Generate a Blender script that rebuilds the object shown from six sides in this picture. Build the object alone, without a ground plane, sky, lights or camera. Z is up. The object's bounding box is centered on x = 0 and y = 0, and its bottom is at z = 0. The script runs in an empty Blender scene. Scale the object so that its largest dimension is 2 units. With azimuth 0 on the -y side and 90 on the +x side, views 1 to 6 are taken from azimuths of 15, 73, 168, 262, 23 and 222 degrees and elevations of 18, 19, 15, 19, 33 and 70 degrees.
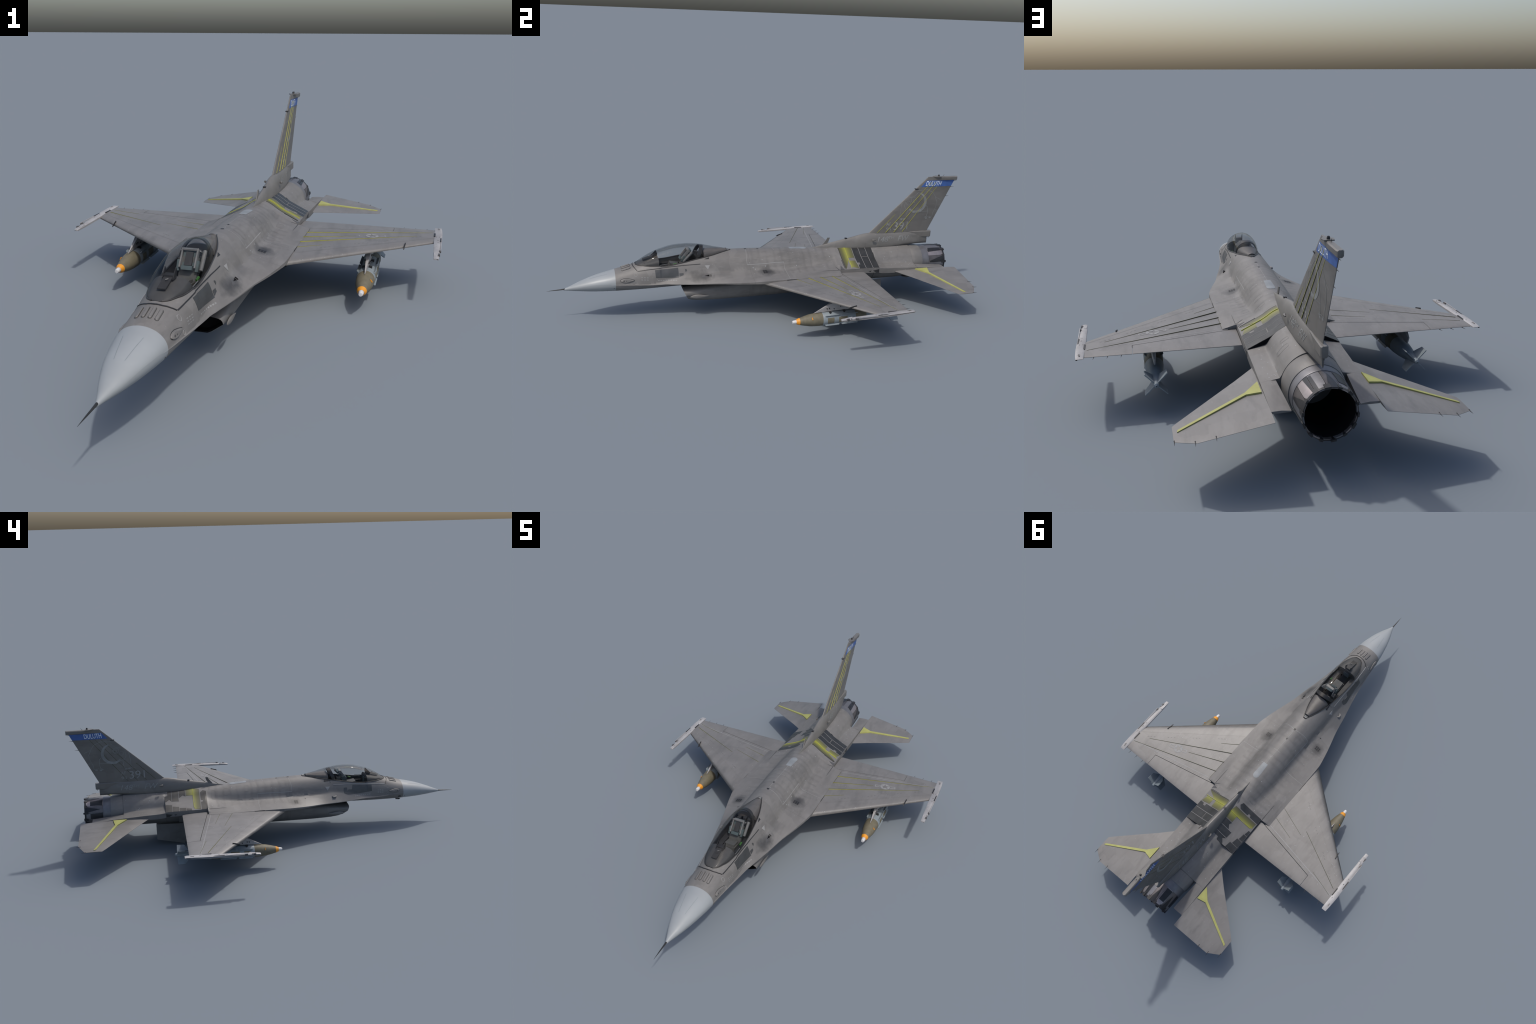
import bpy, bmesh, math, random
import numpy as np
from mathutils import Vector, Matrix
from mathutils.bvhtree import BVHTree

random.seed(7)
SC = bpy.context.scene.collection

# ------------------------------------------------------------------ helpers
def pchip(xs, ys):
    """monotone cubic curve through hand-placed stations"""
    xs = np.array(xs, float); ys = np.array(ys, float)
    h = np.diff(xs); d = np.diff(ys) / h
    m = np.zeros(len(xs)); m[0] = d[0]; m[-1] = d[-1]
    for i in range(1, len(xs) - 1):
        if d[i-1] * d[i] > 0:
            w1 = 2*h[i] + h[i-1]; w2 = h[i] + 2*h[i-1]
            m[i] = (w1 + w2) / (w1/d[i-1] + w2/d[i])
    def f(x):
        x = min(max(x, xs[0]), xs[-1])
        i = int(np.clip(np.searchsorted(xs, x) - 1, 0, len(xs) - 2))
        t = (x - xs[i]) / h[i]
        return float((2*t**3 - 3*t**2 + 1)*ys[i] + (t**3 - 2*t**2 + t)*h[i]*m[i]
                     + (-2*t**3 + 3*t**2)*ys[i+1] + (t**3 - t**2)*h[i]*m[i+1])
    return f

def lerp(a, b, t): return a + (b - a) * t

def add(name, verts, faces, mat, parent, smooth=None, fix=True):
    me = bpy.data.meshes.new(name)
    me.from_pydata([tuple(map(float, v)) for v in verts], [], faces)
    me.validate()
    bm = bmesh.new(); bm.from_mesh(me)
    bmesh.ops.remove_doubles(bm, verts=bm.verts, dist=1e-6)
    if fix: bmesh.ops.recalc_face_normals(bm, faces=bm.faces)
    bm.to_mesh(me); bm.free()
    ob = bpy.data.objects.new(name, me)
    SC.objects.link(ob)
    ob.parent = parent
    for m in (mat if isinstance(mat, (list, tuple)) else [mat]): me.materials.append(m)
    if smooth is not None:
        for p in me.polygons: p.use_smooth = True
        try: me.set_sharp_from_angle(angle=math.radians(smooth))
        except Exception: pass
    return ob

def grid_faces(nu, nv, close_v=False, base=0):
    fs = []
    for i in range(nu - 1):
        for j in range(nv if close_v else nv - 1):
            a = base + i*nv + j; b = base + i*nv + (j+1) % nv
            fs.append((a, b, b + nv, a + nv))
    return fs

class Parts:
    """collects several pieces into one mesh"""
    def __init__(self): self.v, self.f = [], []
    def put(self, v, f):
        o = len(self.v); self.v += list(v); self.f += [tuple(i + o for i in q) for q in f]; return self

def box(cx, cy, cz, sx, sy, sz, rot=None):
    v = [Vector((x*sx/2, y*sy/2, z*sz/2)) for x in (-1, 1) for y in (-1, 1) for z in (-1, 1)]
    if rot is not None: v = [rot @ p for p in v]
    v = [p + Vector((cx, cy, cz)) for p in v]
    return v, [(0,1,3,2),(4,6,7,5),(0,4,5,1),(2,3,7,6),(0,2,6,4),(1,5,7,3)]

def prism(poly, depth):
    """3D polygon extruded along a vector"""
    n = len(poly); d = Vector(depth)
    v = [Vector(p) for p in poly] + [Vector(p) + d for p in poly]
    f = [tuple(range(n))[::-1], tuple(range(n, 2*n))]
    f += [(i, (i+1) % n, (i+1) % n + n, i + n) for i in range(n)]
    return v, f

def tube(path, radii, n=10, caps=True):
    path = [Vector(p) for p in path]; v = []; f = []
    if not hasattr(radii, '__len__'): radii = [radii]*len(path)
    for i, p in enumerate(path):
        a = path[max(i-1, 0)]; b = path[min(i+1, len(path)-1)]
        t = (b - a).normalized()
        up = Vector((0, 0, 1)) if abs(t.z) < .9 else Vector((0, 1, 0))
        s = t.cross(up).normalized(); u = s.cross(t)
        for k in range(n):
            w = 2*math.pi*k/n
            v.append(p + (s*math.cos(w) + u*math.sin(w))*radii[i])
    f = grid_faces(len(path), n, True)
    if caps: f += [tuple(range(n))[::-1], tuple(range((len(path)-1)*n, len(path)*n))]
    return v, f

def revolve_y(prof, cx, cz, n=32, tilt=0.0, y0=0.0):
    """profile of (y, r) round an axis along y; the axis climbs by tilt"""
    v = []
    for y, r in prof:
        z = cz + tilt*(y - y0)
        for k in range(n):
            w = 2*math.pi*k/n
            v.append((cx + r*math.cos(w), y, z + r*math.sin(w)))
    return v, grid_faces(len(prof), n, True)

# ------------------------------------------------------------------ materials
def new_mat(name):
    m = bpy.data.materials.new(name); m.use_nodes = True
    nt = m.node_tree; b = nt.nodes['Principled BSDF']
    return m, nt, b

def node(nt, kind, **kw):
    n = nt.nodes.new(kind)
    for k, v in kw.items():
        if k == 'ins':
            for a, b in v.items():
                n.inputs[a].default_value = b
        else: setattr(n, k, v)
    return n

def mixc(nt, fac, a, b, mode='MIX'):
    n = nt.nodes.new('ShaderNodeMix'); n.data_type = 'RGBA'; n.blend_type = mode
    for s, val in (('Factor', fac), ('A', a), ('B', b)):
        idx = {'Factor': 0, 'A': 6, 'B': 7}[s]
        if hasattr(val, 'links') or isinstance(val, bpy.types.NodeSocket): nt.links.new(val, n.inputs[idx])
        else: n.inputs[idx].default_value = (val if idx == 0 else (*val, 1) if len(val) == 3 else val)
    return n.outputs[2]

def math_(nt, op, a, b=None, c=None, clamp=False):
    n = nt.nodes.new('ShaderNodeMath'); n.operation = op; n.use_clamp = clamp
    for i, val in enumerate((a, b, c)):
        if val is None: continue
        if isinstance(val, bpy.types.NodeSocket): nt.links.new(val, n.inputs[i])
        else: n.inputs[i].default_value = val
    return n.outputs[0]

def ramp(nt, fac, stops):
    n = nt.nodes.new('ShaderNodeValToRGB'); e = n.color_ramp.elements
    while len(e) < len(stops): e.new(.5)
    for i, (p, c) in enumerate(stops):
        e[i].position = p; e[i].color = (c, c, c, 1) if not hasattr(c, '__len__') else (*c, 1)
    nt.links.new(fac, n.inputs[0]); return n.outputs[0]

def noise(nt, vec, scale, detail=4, rough=.55):
    n = node(nt, 'ShaderNodeTexNoise', ins={'Scale': scale, 'Detail': detail, 'Roughness': rough})
    nt.links.new(vec, n.inputs['Vector']); return n.outputs['Fac']

def mapped(nt, scale=(1, 1, 1), loc=(0, 0, 0)):
    tc = nt.nodes.new('ShaderNodeTexCoord'); mp = nt.nodes.new('ShaderNodeMapping')
    mp.inputs['Scale'].default_value = scale; mp.inputs['Location'].default_value = loc
    nt.links.new(tc.outputs['Object'], mp.inputs['Vector']); return mp.outputs['Vector']

def paint(name, col, var=.10, rough=.47, speck=.5, soot=(), lines=(), spec=.6, streak=True, scuff=(.26, .255, .25), bands=None):
    """weathered aircraft paint: blotches, stains, pale scuffs, soot marks and dark seam lines"""
    m, nt, b = new_mat(name)
    v = mapped(nt)
    big = noise(nt, v, 9, 5); mid = noise(nt, mapped(nt, (60, 18, 60)), 1.0, 4)
    base = Vector(col)
    c = mixc(nt, ramp(nt, big, [(.3, 0.), (.7, 1.)]), tuple(base*(1 - var)), tuple(base*(1 + var)))
    if streak:
        c = mixc(nt, ramp(nt, mid, [(.35, 0.), (.75, .55)]), c, tuple(base*Vector((1.0, .97, .93))*(1 - 1.3*var)))
    cell = node(nt, 'ShaderNodeTexVoronoi', distance='CHEBYCHEV', feature='F1', ins={'Scale': 1.0, 'Randomness': .8})
    wv = node(nt, 'ShaderNodeVectorMath', operation='ADD'); nt.links.new(mapped(nt, (15, 17, 9)), wv.inputs[0])
    wn = node(nt, 'ShaderNodeTexNoise', ins={'Scale': 30., 'Detail': 2.}); nt.links.new(v, wn.inputs['Vector'])
    ws = node(nt, 'ShaderNodeVectorMath', operation='SCALE', ins={'Scale': .22}); nt.links.new(wn.outputs['Color'], ws.inputs[0])
    nt.links.new(ws.outputs[0], wv.inputs[1]); nt.links.new(wv.outputs[0], cell.inputs['Vector'])
    bw = nt.nodes.new('ShaderNodeSeparateColor'); nt.links.new(cell.outputs['Color'], bw.inputs[0])
    c = mixc(nt, ramp(nt, bw.outputs[0], [(0., .30), (.45, 0.)]), c, tuple(base*.70))
    c = mixc(nt, ramp(nt, bw.outputs[1], [(.6, 0.), (1., .30)]), c, tuple(base*1.28))
    stain = noise(nt, mapped(nt, (26, 7, 26), (.3, .7, .1)), 1.0, 6, .65)
    c = mixc(nt, ramp(nt, stain, [(.50, 0.), (.72, .65)]), c, tuple(base*.60))
    wear = noise(nt, mapped(nt, (70, 25, 70), (.9, .2, .4)), 1.0, 5, .6)
    c = mixc(nt, ramp(nt, wear, [(.60, 0.), (.78, .45)]), c, tuple(base*1.32))
    if speck:
        sp = noise(nt, v, 150, 2, .5); msk = noise(nt, v, 14, 2)
        s = math_(nt, 'MULTIPLY', ramp(nt, sp, [(.68, 0.), (.74, 1.)]), ramp(nt, msk, [(.5, 0.), (.62, speck)]))
        c = mixc(nt, s, c, scuff)
    band = None
    if bands:                                   # soft shading of the quilted skin, painted as darker bands
        y0, y1, period, amount, xmax = bands
        sep = nt.nodes.new('ShaderNodeSeparateXYZ'); nt.links.new(v, sep.inputs[0])
        wob = math_(nt, 'MULTIPLY', math_(nt, 'SUBTRACT', noise(nt, v, 22, 3), .5), .022)
        t = math_(nt, 'PINGPONG', math_(nt, 'ADD', sep.outputs[1], wob), period/2)
        line = ramp(nt, math_(nt, 'DIVIDE', t, period/2), [(0., 1.), (.6, 0.)])
        win = math_(nt, 'MULTIPLY', math_(nt, 'GREATER_THAN', sep.outputs[1], y0), math_(nt, 'LESS_THAN', sep.outputs[1], y1))
        win = math_(nt, 'MULTIPLY', win, math_(nt, 'LESS_THAN', math_(nt, 'ABSOLUTE', sep.outputs[0]), xmax))
        band = math_(nt, 'MULTIPLY', math_(nt, 'MULTIPLY', line, win), ramp(nt, noise(nt, v, 18, 2), [(.35, .2), (.65, 1.)]))
        c = mixc(nt, math_(nt, 'MULTIPLY', band, amount), c, tuple(base*.45))
    for axis, pos, wid, strength in lines:
        sep = nt.nodes.new('ShaderNodeSeparateXYZ'); nt.links.new(mapped(nt), sep.inputs[0])
        d = math_(nt, 'ABSOLUTE', math_(nt, 'SUBTRACT', sep.outputs[axis], pos))
        c = mixc(nt, math_(nt, 'MULTIPLY', math_(nt, 'LESS_THAN', d, wid), strength), c, tuple(base*.55))
    for (x, y, z), (rx, ry, rz), strength in soot:
        mp = mapped(nt, (1/rx, 1/ry, 1/rz), (-x/rx, -y/ry, -z/rz))
        g = node(nt, 'ShaderNodeVectorMath', operation='LENGTH'); nt.links.new(mp, g.inputs[0])
        dist = math_(nt, 'ADD', g.outputs['Value'], math_(nt, 'MULTIPLY', math_(nt, 'SUBTRACT', noise(nt, v, 45, 4), .5), .9))
        c = mixc(nt, ramp(nt, dist, [(.0, strength*.95), (.5, strength*.6), (1.05, 0.)]), c, (.020, .020, .021))
    nt.links.new(c, b.inputs['Base Color'])
    b.inputs['Roughness'].default_value = rough
    b.inputs['Specular IOR Level'].default_value = spec
    bp = node(nt, 'ShaderNodeBump', ins={'Strength': .12, 'Distance': .002})
    hgt = noise(nt, v, 40, 4)
    if band is not None: hgt = math_(nt, 'SUBTRACT', hgt, math_(nt, 'MULTIPLY', band, 1.2))
    nt.links.new(hgt, bp.inputs['Height']); nt.links.new(bp.outputs[0], b.inputs['Normal'])
    return m

def plain(name, col, rough=.5, metal=0., var=.15, scale=40, spec=.4):
    m, nt, b = new_mat(name)
    n = noise(nt, mapped(nt), scale, 4); base = Vector(col)
    c = mixc(nt, ramp(nt, n, [(.3, 0.), (.7, 1.)]), tuple(base*(1-var)), tuple(base*(1+var)))
    nt.links.new(c, b.inputs['Base Color'])
    b.inputs['Roughness'].default_value = rough; b.inputs['Metallic'].default_value = metal
    b.inputs['Specular IOR Level'].default_value = spec
    return m

def y_gradient(name, stops, y0, y1, rough=.45, metal=0.):
    """colour bands along the body axis (primer strips between frames)"""
    m, nt, b = new_mat(name)
    sep = nt.nodes.new('ShaderNodeSeparateXYZ'); nt.links.new(mapped(nt), sep.inputs[0])
    t = math_(nt, 'DIVIDE', math_(nt, 'SUBTRACT', sep.outputs[1], y0), y1 - y0, clamp=True)
    nt.links.new(ramp(nt, t, stops), b.inputs['Base Color'])
    b.inputs['Roughness'].default_value = rough; b.inputs['Metallic'].default_value = metal
    return m

GREY = (.143, .139, .1345)
M_BODY = paint('body_paint', GREY, var=.13, spec=.5, rough=.52, bands=(-.09, .335, .036, .34, .135),
               soot=[((.090, -.325, .198), (.050, .070, .030), 1.0), ((.090, -.225, .210), (.03, .05, .03), .25), ((.106, -.010, .206), (.040, .045, .04), 1.0),
                     ((-.126, -.105, .196), (.038, .042, .04), .8)],
               lines=[(1, -.088, .0009, .5), (1, .75, .0008, .5)])
M_WING = paint('wing_paint', GREY, var=.10)
M_FIN = paint('fin_paint', (.124, .120, .113), var=.10)
M_RADOME = plain('radome_paint', (.245, .265, .278), rough=.40, var=.05, scale=12)
M_DARK = plain('black_void', (.006, .006, .007), rough=.8, spec=.1)
M_PITOT = plain('pitot_metal', (.05, .05, .048), rough=.35, metal=.6)
M_PANEL = plain('bare_panel', (.075, .077, .078), rough=.42, metal=.55, var=.15, scale=25)
M_SLAT = plain('bare_slat', (.060, .060, .058), rough=.40, metal=.65, var=.18, scale=30)
M_YELLOW = plain('primer_yellow', (.29, .295, .095), rough=.55, var=.12, scale=30)
M_LIME = plain('primer_lime', (.34, .35, .045), rough=.5, var=.1)
M_WHITE = paint('rail_white', (.30, .297, .30), var=.25, rough=.5, speck=.9, scuff=(.12, .10, .085))
M_BLUE = plain('band_blue', (.042, .098, .29), rough=.5, var=.12)
M_MARK = plain('mark_light', (.28, .30, .31), rough=.55, var=.1)
M_MARKDIM = plain('mark_dim', (.225, .227, .226), rough=.55, var=.1)
M_LETTER = plain('letter_white', (.62, .68, .74), rough=.5, var=.08)
M_OLIVE = plain('bomb_olive', (.120, .108, .074), rough=.6, var=.15, scale=60)
M_STEEL = plain('bomb_grey', (.17, .20, .22), rough=.5, var=.12, scale=50)
M_ORANGE = plain('bomb_orange', (.58, .24, .02), rough=.5, var=.08)
M_CAP = plain('bomb_cap', (.50, .50, .50), rough=.35, var=.06)
M_BLACK = plain('black_part', (.018, .018, .019), rough=.5)
M_COCKPIT = plain('cockpit_black', (.03, .03, .032), rough=.6, var=.25)
M_COAMING = plain('coaming_grey', (.062, .062, .064), rough=.55, var=.15)
M_SEAT = plain('seat_grey', (.085, .085, .082), rough=.6, var=.2)
M_SEATTOP = plain('seat_teal', (.07, .095, .10), rough=.55, var=.2)
M_SEATPALE = plain('seat_pale', (.16, .16, .16), rough=.5, var=.2)
M_FRAME = plain('canopy_frame', (.045, .043, .042), rough=.35, metal=.3)
M_DECK = plain('deck_grey', (.13, .12, .115), rough=.45, var=.1)
M_PETAL = plain('petal_metal', (.30, .27, .268), rough=.45, metal=.8, var=.14, scale=35)
M_PETALDARK = plain('petal_dark', (.022, .023, .026), rough=.4, metal=.3, var=.2)
M_PETALMID = plain('petal_mid', (.13, .12, .12), rough=.45, metal=.7, var=.2, scale=35)
M_RING = plain('nozzle_ring', (.15, .15, .16), rough=.45, metal=.5)
M_NAV = plain('lamp_green', (.05, .16, .03), rough=.3)

def glass_mat():
    m, nt, b = new_mat('canopy_glass')
    nt.nodes.remove(b); out = nt.nodes['Material Output']
    tr = node(nt, 'ShaderNodeBsdfTransparent'); tr.inputs[0].default_value = (.86, .865, .86, 1)
    gl = node(nt, 'ShaderNodeBsdfGlossy'); gl.inputs['Roughness'].default_value = .04; gl.inputs[0].default_value = (.9, .9, .9, 1)
    fr = node(nt, 'ShaderNodeFresnel'); fr.inputs[0].default_value = 1.45
    mx = node(nt, 'ShaderNodeMixShader'); nt.links.new(math_(nt, 'MULTIPLY', fr.outputs[0], .38), mx.inputs[0])
    nt.links.new(tr.outputs[0], mx.inputs[1]); nt.links.new(gl.outputs[0], mx.inputs[2])
    nt.links.new(mx.outputs[0], out.inputs[0])
    return m
M_GLASS = glass_mat()

# ------------------------------------------------------------------ the thing
JET = bpy.data.objects.new('fighter_jet', None); SC.objects.link(JET)
JET['label'] = 'weathered grey single-engine fighter jet with blue tail band and bombs'
JET['category'] = 'fighter jet'

# ------------------------------------------------------------------ fuselage
Y_ =   [-.924, -.90, -.85, -.78, -.70, -.62, -.55, -.48, -.40, -.33, -.25, -.18, -.10, -.04,  .05,  .15,  .25,  .335, .338, .45, .5435, .545, .65,  .75,  .90]
ZT =   [.149, .159, .1800, .2045, .2245, .2460, .267, .278, .287, .289, .289, .288, .2855, .2835, .2805, .2765, .2715, .2695, .2695, .268, .267, .267, .267, .264, .258]
ZS =   [.1455, .150, .160, .170, .174, .173, .172, .174, .179, .186, .190, .193, .195, .195, .195, .195, .192, .190, .190, .185, .180, .173, .173, .173, .173]
WH =   [.002, .0105, .0300, .0505, .0645, .0690, .0750, .0785, .0800, .0825, .083, .083, .082, .082, .083, .083, .082, .078, .078, .078, .080, .094, .092, .089, .084]
WE =   [.002, .0105, .0300, .0500, .0650, .0728, .0810, .0915, .107, .1225, .138, .157, .177, .187, .188, .188, .188, .188, .142, .142, .142, .142, .142, .142, .142]
ZE =   [.1455, .150, .160, .170, .174, .173, .172, .172, .172, .174, .177, .180, .185, .189, .190, .190, .190, .190, .203, .202, .200, .198, .192, .187, .177]
TH =   [.000, .000, .000, .000, .000, .000, .000, .001, .002, .003, .004, .006, .009, .012, .012, .012, .012, .012, .022, .025, .025, .025, .024, .022, .006]
ZP =   [.100, .100, .100, .100, .100, .120, .190, .255, .305, .297, .262, .235, .216, .212, .212, .215, .235, .270, .274, .269, .268, .231, .220, .208, .195]
KB =   [.001, .001, .001, .001, .001, .002, .004, .008, .012, .011, .013, .020, .028, .028, .028, .026, .018, .010, .008, .008, .008, .004, .005, .006, .006]
ZB =   [.142, .140, .136, .132, .131, .132, .135, .139, .143, .145, .145, .140, .125, .110, .090, .086, .088, .091, .091, .097, .100, .100, .100, .103, .103]
WB =   [.002, .0105, .0300, .0500, .0645, .0700, .0760, .0810, .088, .092, .092, .092, .092, .092, .094, .094, .095, .095, .095, .092, .089, .089, .086, .083, .080]
F = {k: pchip(Y_, v) for k, v in dict(zt=ZT, zs=ZS, wh=WH, we=WE, ze=ZE, th=TH, zp=ZP, kb=KB, zb=ZB, wb=WB).items()}
SILL = pchip([-.70, -.609, -.597, -.578, -.55, -.50, -.45, -.40, -.36, -.30, -.25, -.20, -.165, -.10, .9],
             [.018, .012, .026, .036, .0465, .0535, .056, .055, .052, .045, .035, .019, .006, .03, .03])

def smax(a, b, k): return .5*(a + b + math.sqrt((a - b)**2 + k*k))

def top_z(x, y):
    x = abs(x); zt, zs, wh, we, ze = F['zt'](y), F['zs'](y), F['wh'](y), F['we'](y), F['ze'](y)
    r = x/wh
    hump = zs + (zt - zs)*max(0., 1 - r*r)**(.5 if y < -.5 else .56) if r < 1 else zs - (x - wh)*1.0
    if we - wh < .0015: return hump
    plate = lerp(F['zp'](y), ze, x/we)
    if .10 < y < .337:                          # roof slope first, then the level root strip
        t = min(1., (y - .10)/.15); zr = lerp(ze + .006, .2035, t)
        kink = lerp(F['zp'](y), zr, x/.142) if x < .142 else lerp(zr, ze, (x - .142)/.046)
        plate = lerp(plate, kink, t)
    k = F['kb'](y)*(1 - (x/we)**8)+.0002
    w = min(1., (we - wh)/.012)
    return lerp(hump, smax(hump, plate, k), w)

def low_z(x, y):
    x = abs(x); zs, zb, wb, we, ze, th = F['zs'](y), F['zb'](y), F['wb'](y), F['we'](y), F['ze'](y), F['th'](y)
    r = x/wb
    belly = zs - (zs - zb)*max(0., 1 - r**2.3)**.5 if r < 1 else zs + (r - 1)*.3
    if we - wb < .0015: return belly
    plate = ze - th - .004*(1 - x/we)
    k = .006*min(1., (we - x)/.006 + .05)
    w = min(1., (we - wb)/.012)
    return lerp(belly, -smax(-belly, -plate, k), w)

N0, N1, NL = 8, 30, 26
def half_xs(y):
    s = SILL(y); we = F['we'](y); s = min(s, we*.8)
    xs = [s*i/N0 for i in range(N0)]
    a0 = math.asin(s/we)
    xs += [we*math.sin(lerp(a0, math.pi/2, (i/N1)**.9)) for i in range(N1 + 1)]
    return xs

def section(y):
    xs = half_xs(y); we = F['we'](y)
    up = [(x, top_z(x, y)) for x in xs]
    lo = [(we*math.cos(math.pi/2*i/NL), 0) for i in range(NL + 1)]
    lo = [(x, min(low_z(x, y), up[-1][1])) for x, _ in lo]
    return up, lo

ys = sorted(set([round(v, 5) for v in
     list(np.linspace(-.924, -.70, 22)) + list(np.linspace(-.70, -.62, 9)) + list(np.linspace(-.609, -.165, 60)) +
     list(np.linspace(-.16, .335, 48)) + list(np.linspace(.338, .5435, 22)) + list(np.linspace(.545, .75, 22))]))
CUT0, CUT1, RADOME_END, TAIL = -.609, -.165, -.70, .75

def skin(stations, mirror=True):
    verts, faces, tag = [], [], []
    rings = []
    for y in stations:
        up, lo = section(y)
        half = up + lo
        ring = [(x, y, z) for x, z in half] + [(-x, y, z) for x, z in reversed(half[1:-1])]
        rings.append(len(ring)); verts += ring
    n = rings[0]
    return verts, n

def build_skin(name, stations, mat, cap_first=False, cap_last=False):
    verts, n = skin(stations)
    faces = []
    for i in range(len(stations) - 1):
        ym = .5*(stations[i] + stations[i+1])
        for j in range(n):
            if CUT0 < ym < CUT1 and (j < N0 or j >= n - N0): continue
            a = i*n + j; b = i*n + (j + 1) % n
            faces.append((a, b, b + n, a + n))
    if cap_first: faces.append(tuple(range(n)))
    if cap_last: faces.append(tuple(range((len(stations)-1)*n, len(stations)*n))[::-1])
    return add(name, verts, faces, mat, JET, smooth=38)

RADOME = build_skin('radome', [y for y in ys if y <= RADOME_END + 1e-6], M_RADOME, cap_first=True)
FUSE = build_skin('fuselage', [y for y in ys if y >= RADOME_END - 1e-6], [M_BODY, M_DARK], cap_last=True)
for p in FUSE.data.polygons:
    c = p.center
    if .5436 < c.y < .5449 and c.z > .19 and .05 < abs(c.x) < .139: p.material_index = 1  # step wall coloured black to draw the unlit void under the slats

def tree_of(obs):
    vs, fs = [], []
    for o in obs:
        k = len(vs); vs += [v.co.copy() for v in o.data.vertices]
        fs += [tuple(i + k for i in p.vertices) for p in o.data.polygons]
    return BVHTree.FromPolygons(vs, fs)
T_BODY = tree_of([RADOME, FUSE])

add('pitot_tube', *tube([(0, -.905, .1500), (0, -.920, .1478), (0, -.935, .1468), (0, -.968, .145), (0, -.998, .143)], [.0030, .0034, .0028, .0017, .0003], 12), M_PITOT, JET, smooth=50)

# tail shelves beside the nozzle, and the engine barrel
for s in (1, -1):
    v = []
    st = np.linspace(.748, .90, 8)
    for y in st:
        xi = lerp(.099, .090, (y - .748)/.152); zo = F['ze'](y); t = max(F['th'](y), .005)
        zi = zo + .006*(1 - (y - .748)/.152)
        v += [(s*.142, y, zo), (s*lerp(.142, xi, .5), y, lerp(zo, zi, .6) + .001), (s*xi, y, zi - .002), (s*xi, y, zo - t*.8), (s*lerp(.142, xi, .5), y, zo - t), (s*.142, y, zo - t)]
    f = grid_faces(8, 6, True) + [tuple(range(6)), tuple(range(42, 48))]
    add('tail_shelf', v, f, M_BODY, JET, smooth=40)

NZ = .1755
prof = [(.735, .080), (.752, .0865), (.80, .0825), (.812, .0795), (.812, .0735)]
add('engine_barrel', *revolve_y(prof, 0, .1745, 48), M_BODY, JET, smooth=35)
ring = [(.80, .0770), (.843, .0775), (.848, .0765), (.848, .0725)]
add('nozzle_ring', *revolve_y(ring, 0, NZ, 48), M_RING, JET, smooth=35)

# ------------------------------------------------------------------ nozzle with separate petals
NOZ = bpy.data.objects.new('nozzle', None); SC.objects.link(NOZ); NOZ.parent = JET
NP = 14
def petal_pt(w, t, r_off=0.):
    y = lerp(.846, .939, t)
    r = (.0752 - .0035*t**1.3 + .0015*math.sin(math.pi*t)) + r_off
    return (r*math.cos(w), y, NZ + r*math.sin(w))
for k in range(NP):
    w0 = 2*math.pi*k/NP + .11; dw = 2*math.pi/NP
    v, nu, nv = [], 8, 5
    for side in (0, -.004):
        for i in range(nu):
            t = i/(nu-1)
            m = .5*(.97 if t < .8 else lerp(.97, .72, (t - .8)/.2))
            for j in range(nv):
                v.append(petal_pt(w0 + dw*(.5 + m*(2*j/(nv-1) - 1)), t, side))
    n = nu*nv
    f = grid_faces(nu, nv) + [tuple(i + n for i in q[::-1]) for q in grid_faces(nu, nv)]
    rim = [j for j in range(nv)] + [i*nv + nv - 1 for i in range(1, nu)] + [(nu-1)*nv + j for j in range(nv-2, -1, -1)] + [i*nv for i in range(nu-2, 0, -1)]
    f += [(rim[i], rim[(i+1) % len(rim)], rim[(i+1) % len(rim)] + n, rim[i] + n) for i in range(len(rim))]
    add('petal', v, f, (M_PETALMID, M_PETAL, M_RING, M_PETALMID, M_PETAL, M_PETALMID, M_RING)[k % 7], NOZ, smooth=30)
    # dark angular facets and the hinge tip on each petal
    quads = {0: [((.02, .98), (.02, .22), (.98, .10))], 1: [((.3, .98), (.80, .98), (.96, .45))], 2: [((.05, .95), (.50, .52), (.97, .2))], 3: [((.80, .98), (.60, .98), (.90, .05))],
             4: [((.04, .60), (.04, .06), (.97, .30))], 5: [((.10, .90), (.05, .95), (.70, .05))], 6: [((.02, .35), (.02, .30), (.95, .10))]}[(k*3 + k//5) % 7]
    quads = [(q[0], q[1], q[2]) for q in quads] + [((.0, 1.), (.0, 1.), (1.01, .92))]
    for (a0, a1), (b0, b1), (t1, t0) in quads:          # rear edge a0..a1 at t1, front edge b0..b1 at t0
        v = []
        for off in (.0010, -.001):
            for i in range(7):
                t = lerp(t0, t1, i/6)
                for j in range(5): v.append(petal_pt(w0 + dw*lerp(lerp(b0, a0, i/6), lerp(b1, a1, i/6), j/4), t, off))
        f = grid_faces(7, 5) + [tuple(x + 35 for x in g) for g in grid_faces(7, 5)]
        add('petal_dark_facet', v, f, M_PETALDARK, NOZ, fix=False)
    wm = w0 + dw
    c = petal_pt(wm, .935, -.0005)
    add('petal_hinge', *box(c[0], c[1], c[2],   .0052 + .002*(k*5 % 3)/2, .014 + .010*(k*3 % 4)/3, .009 + .007*(k*7 % 5)/4, Matrix.Rotation(-wm, 3, 'Y')), M_BLACK, NOZ)
inner = [(.938, .0692), (.90, .068), (.80, .064), (.70, .062), (.60, .055), (.55, .001)]
add('exhaust_duct', *revolve_y(inner, 0, NZ, 48), M_DARK, NOZ, smooth=40)

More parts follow.
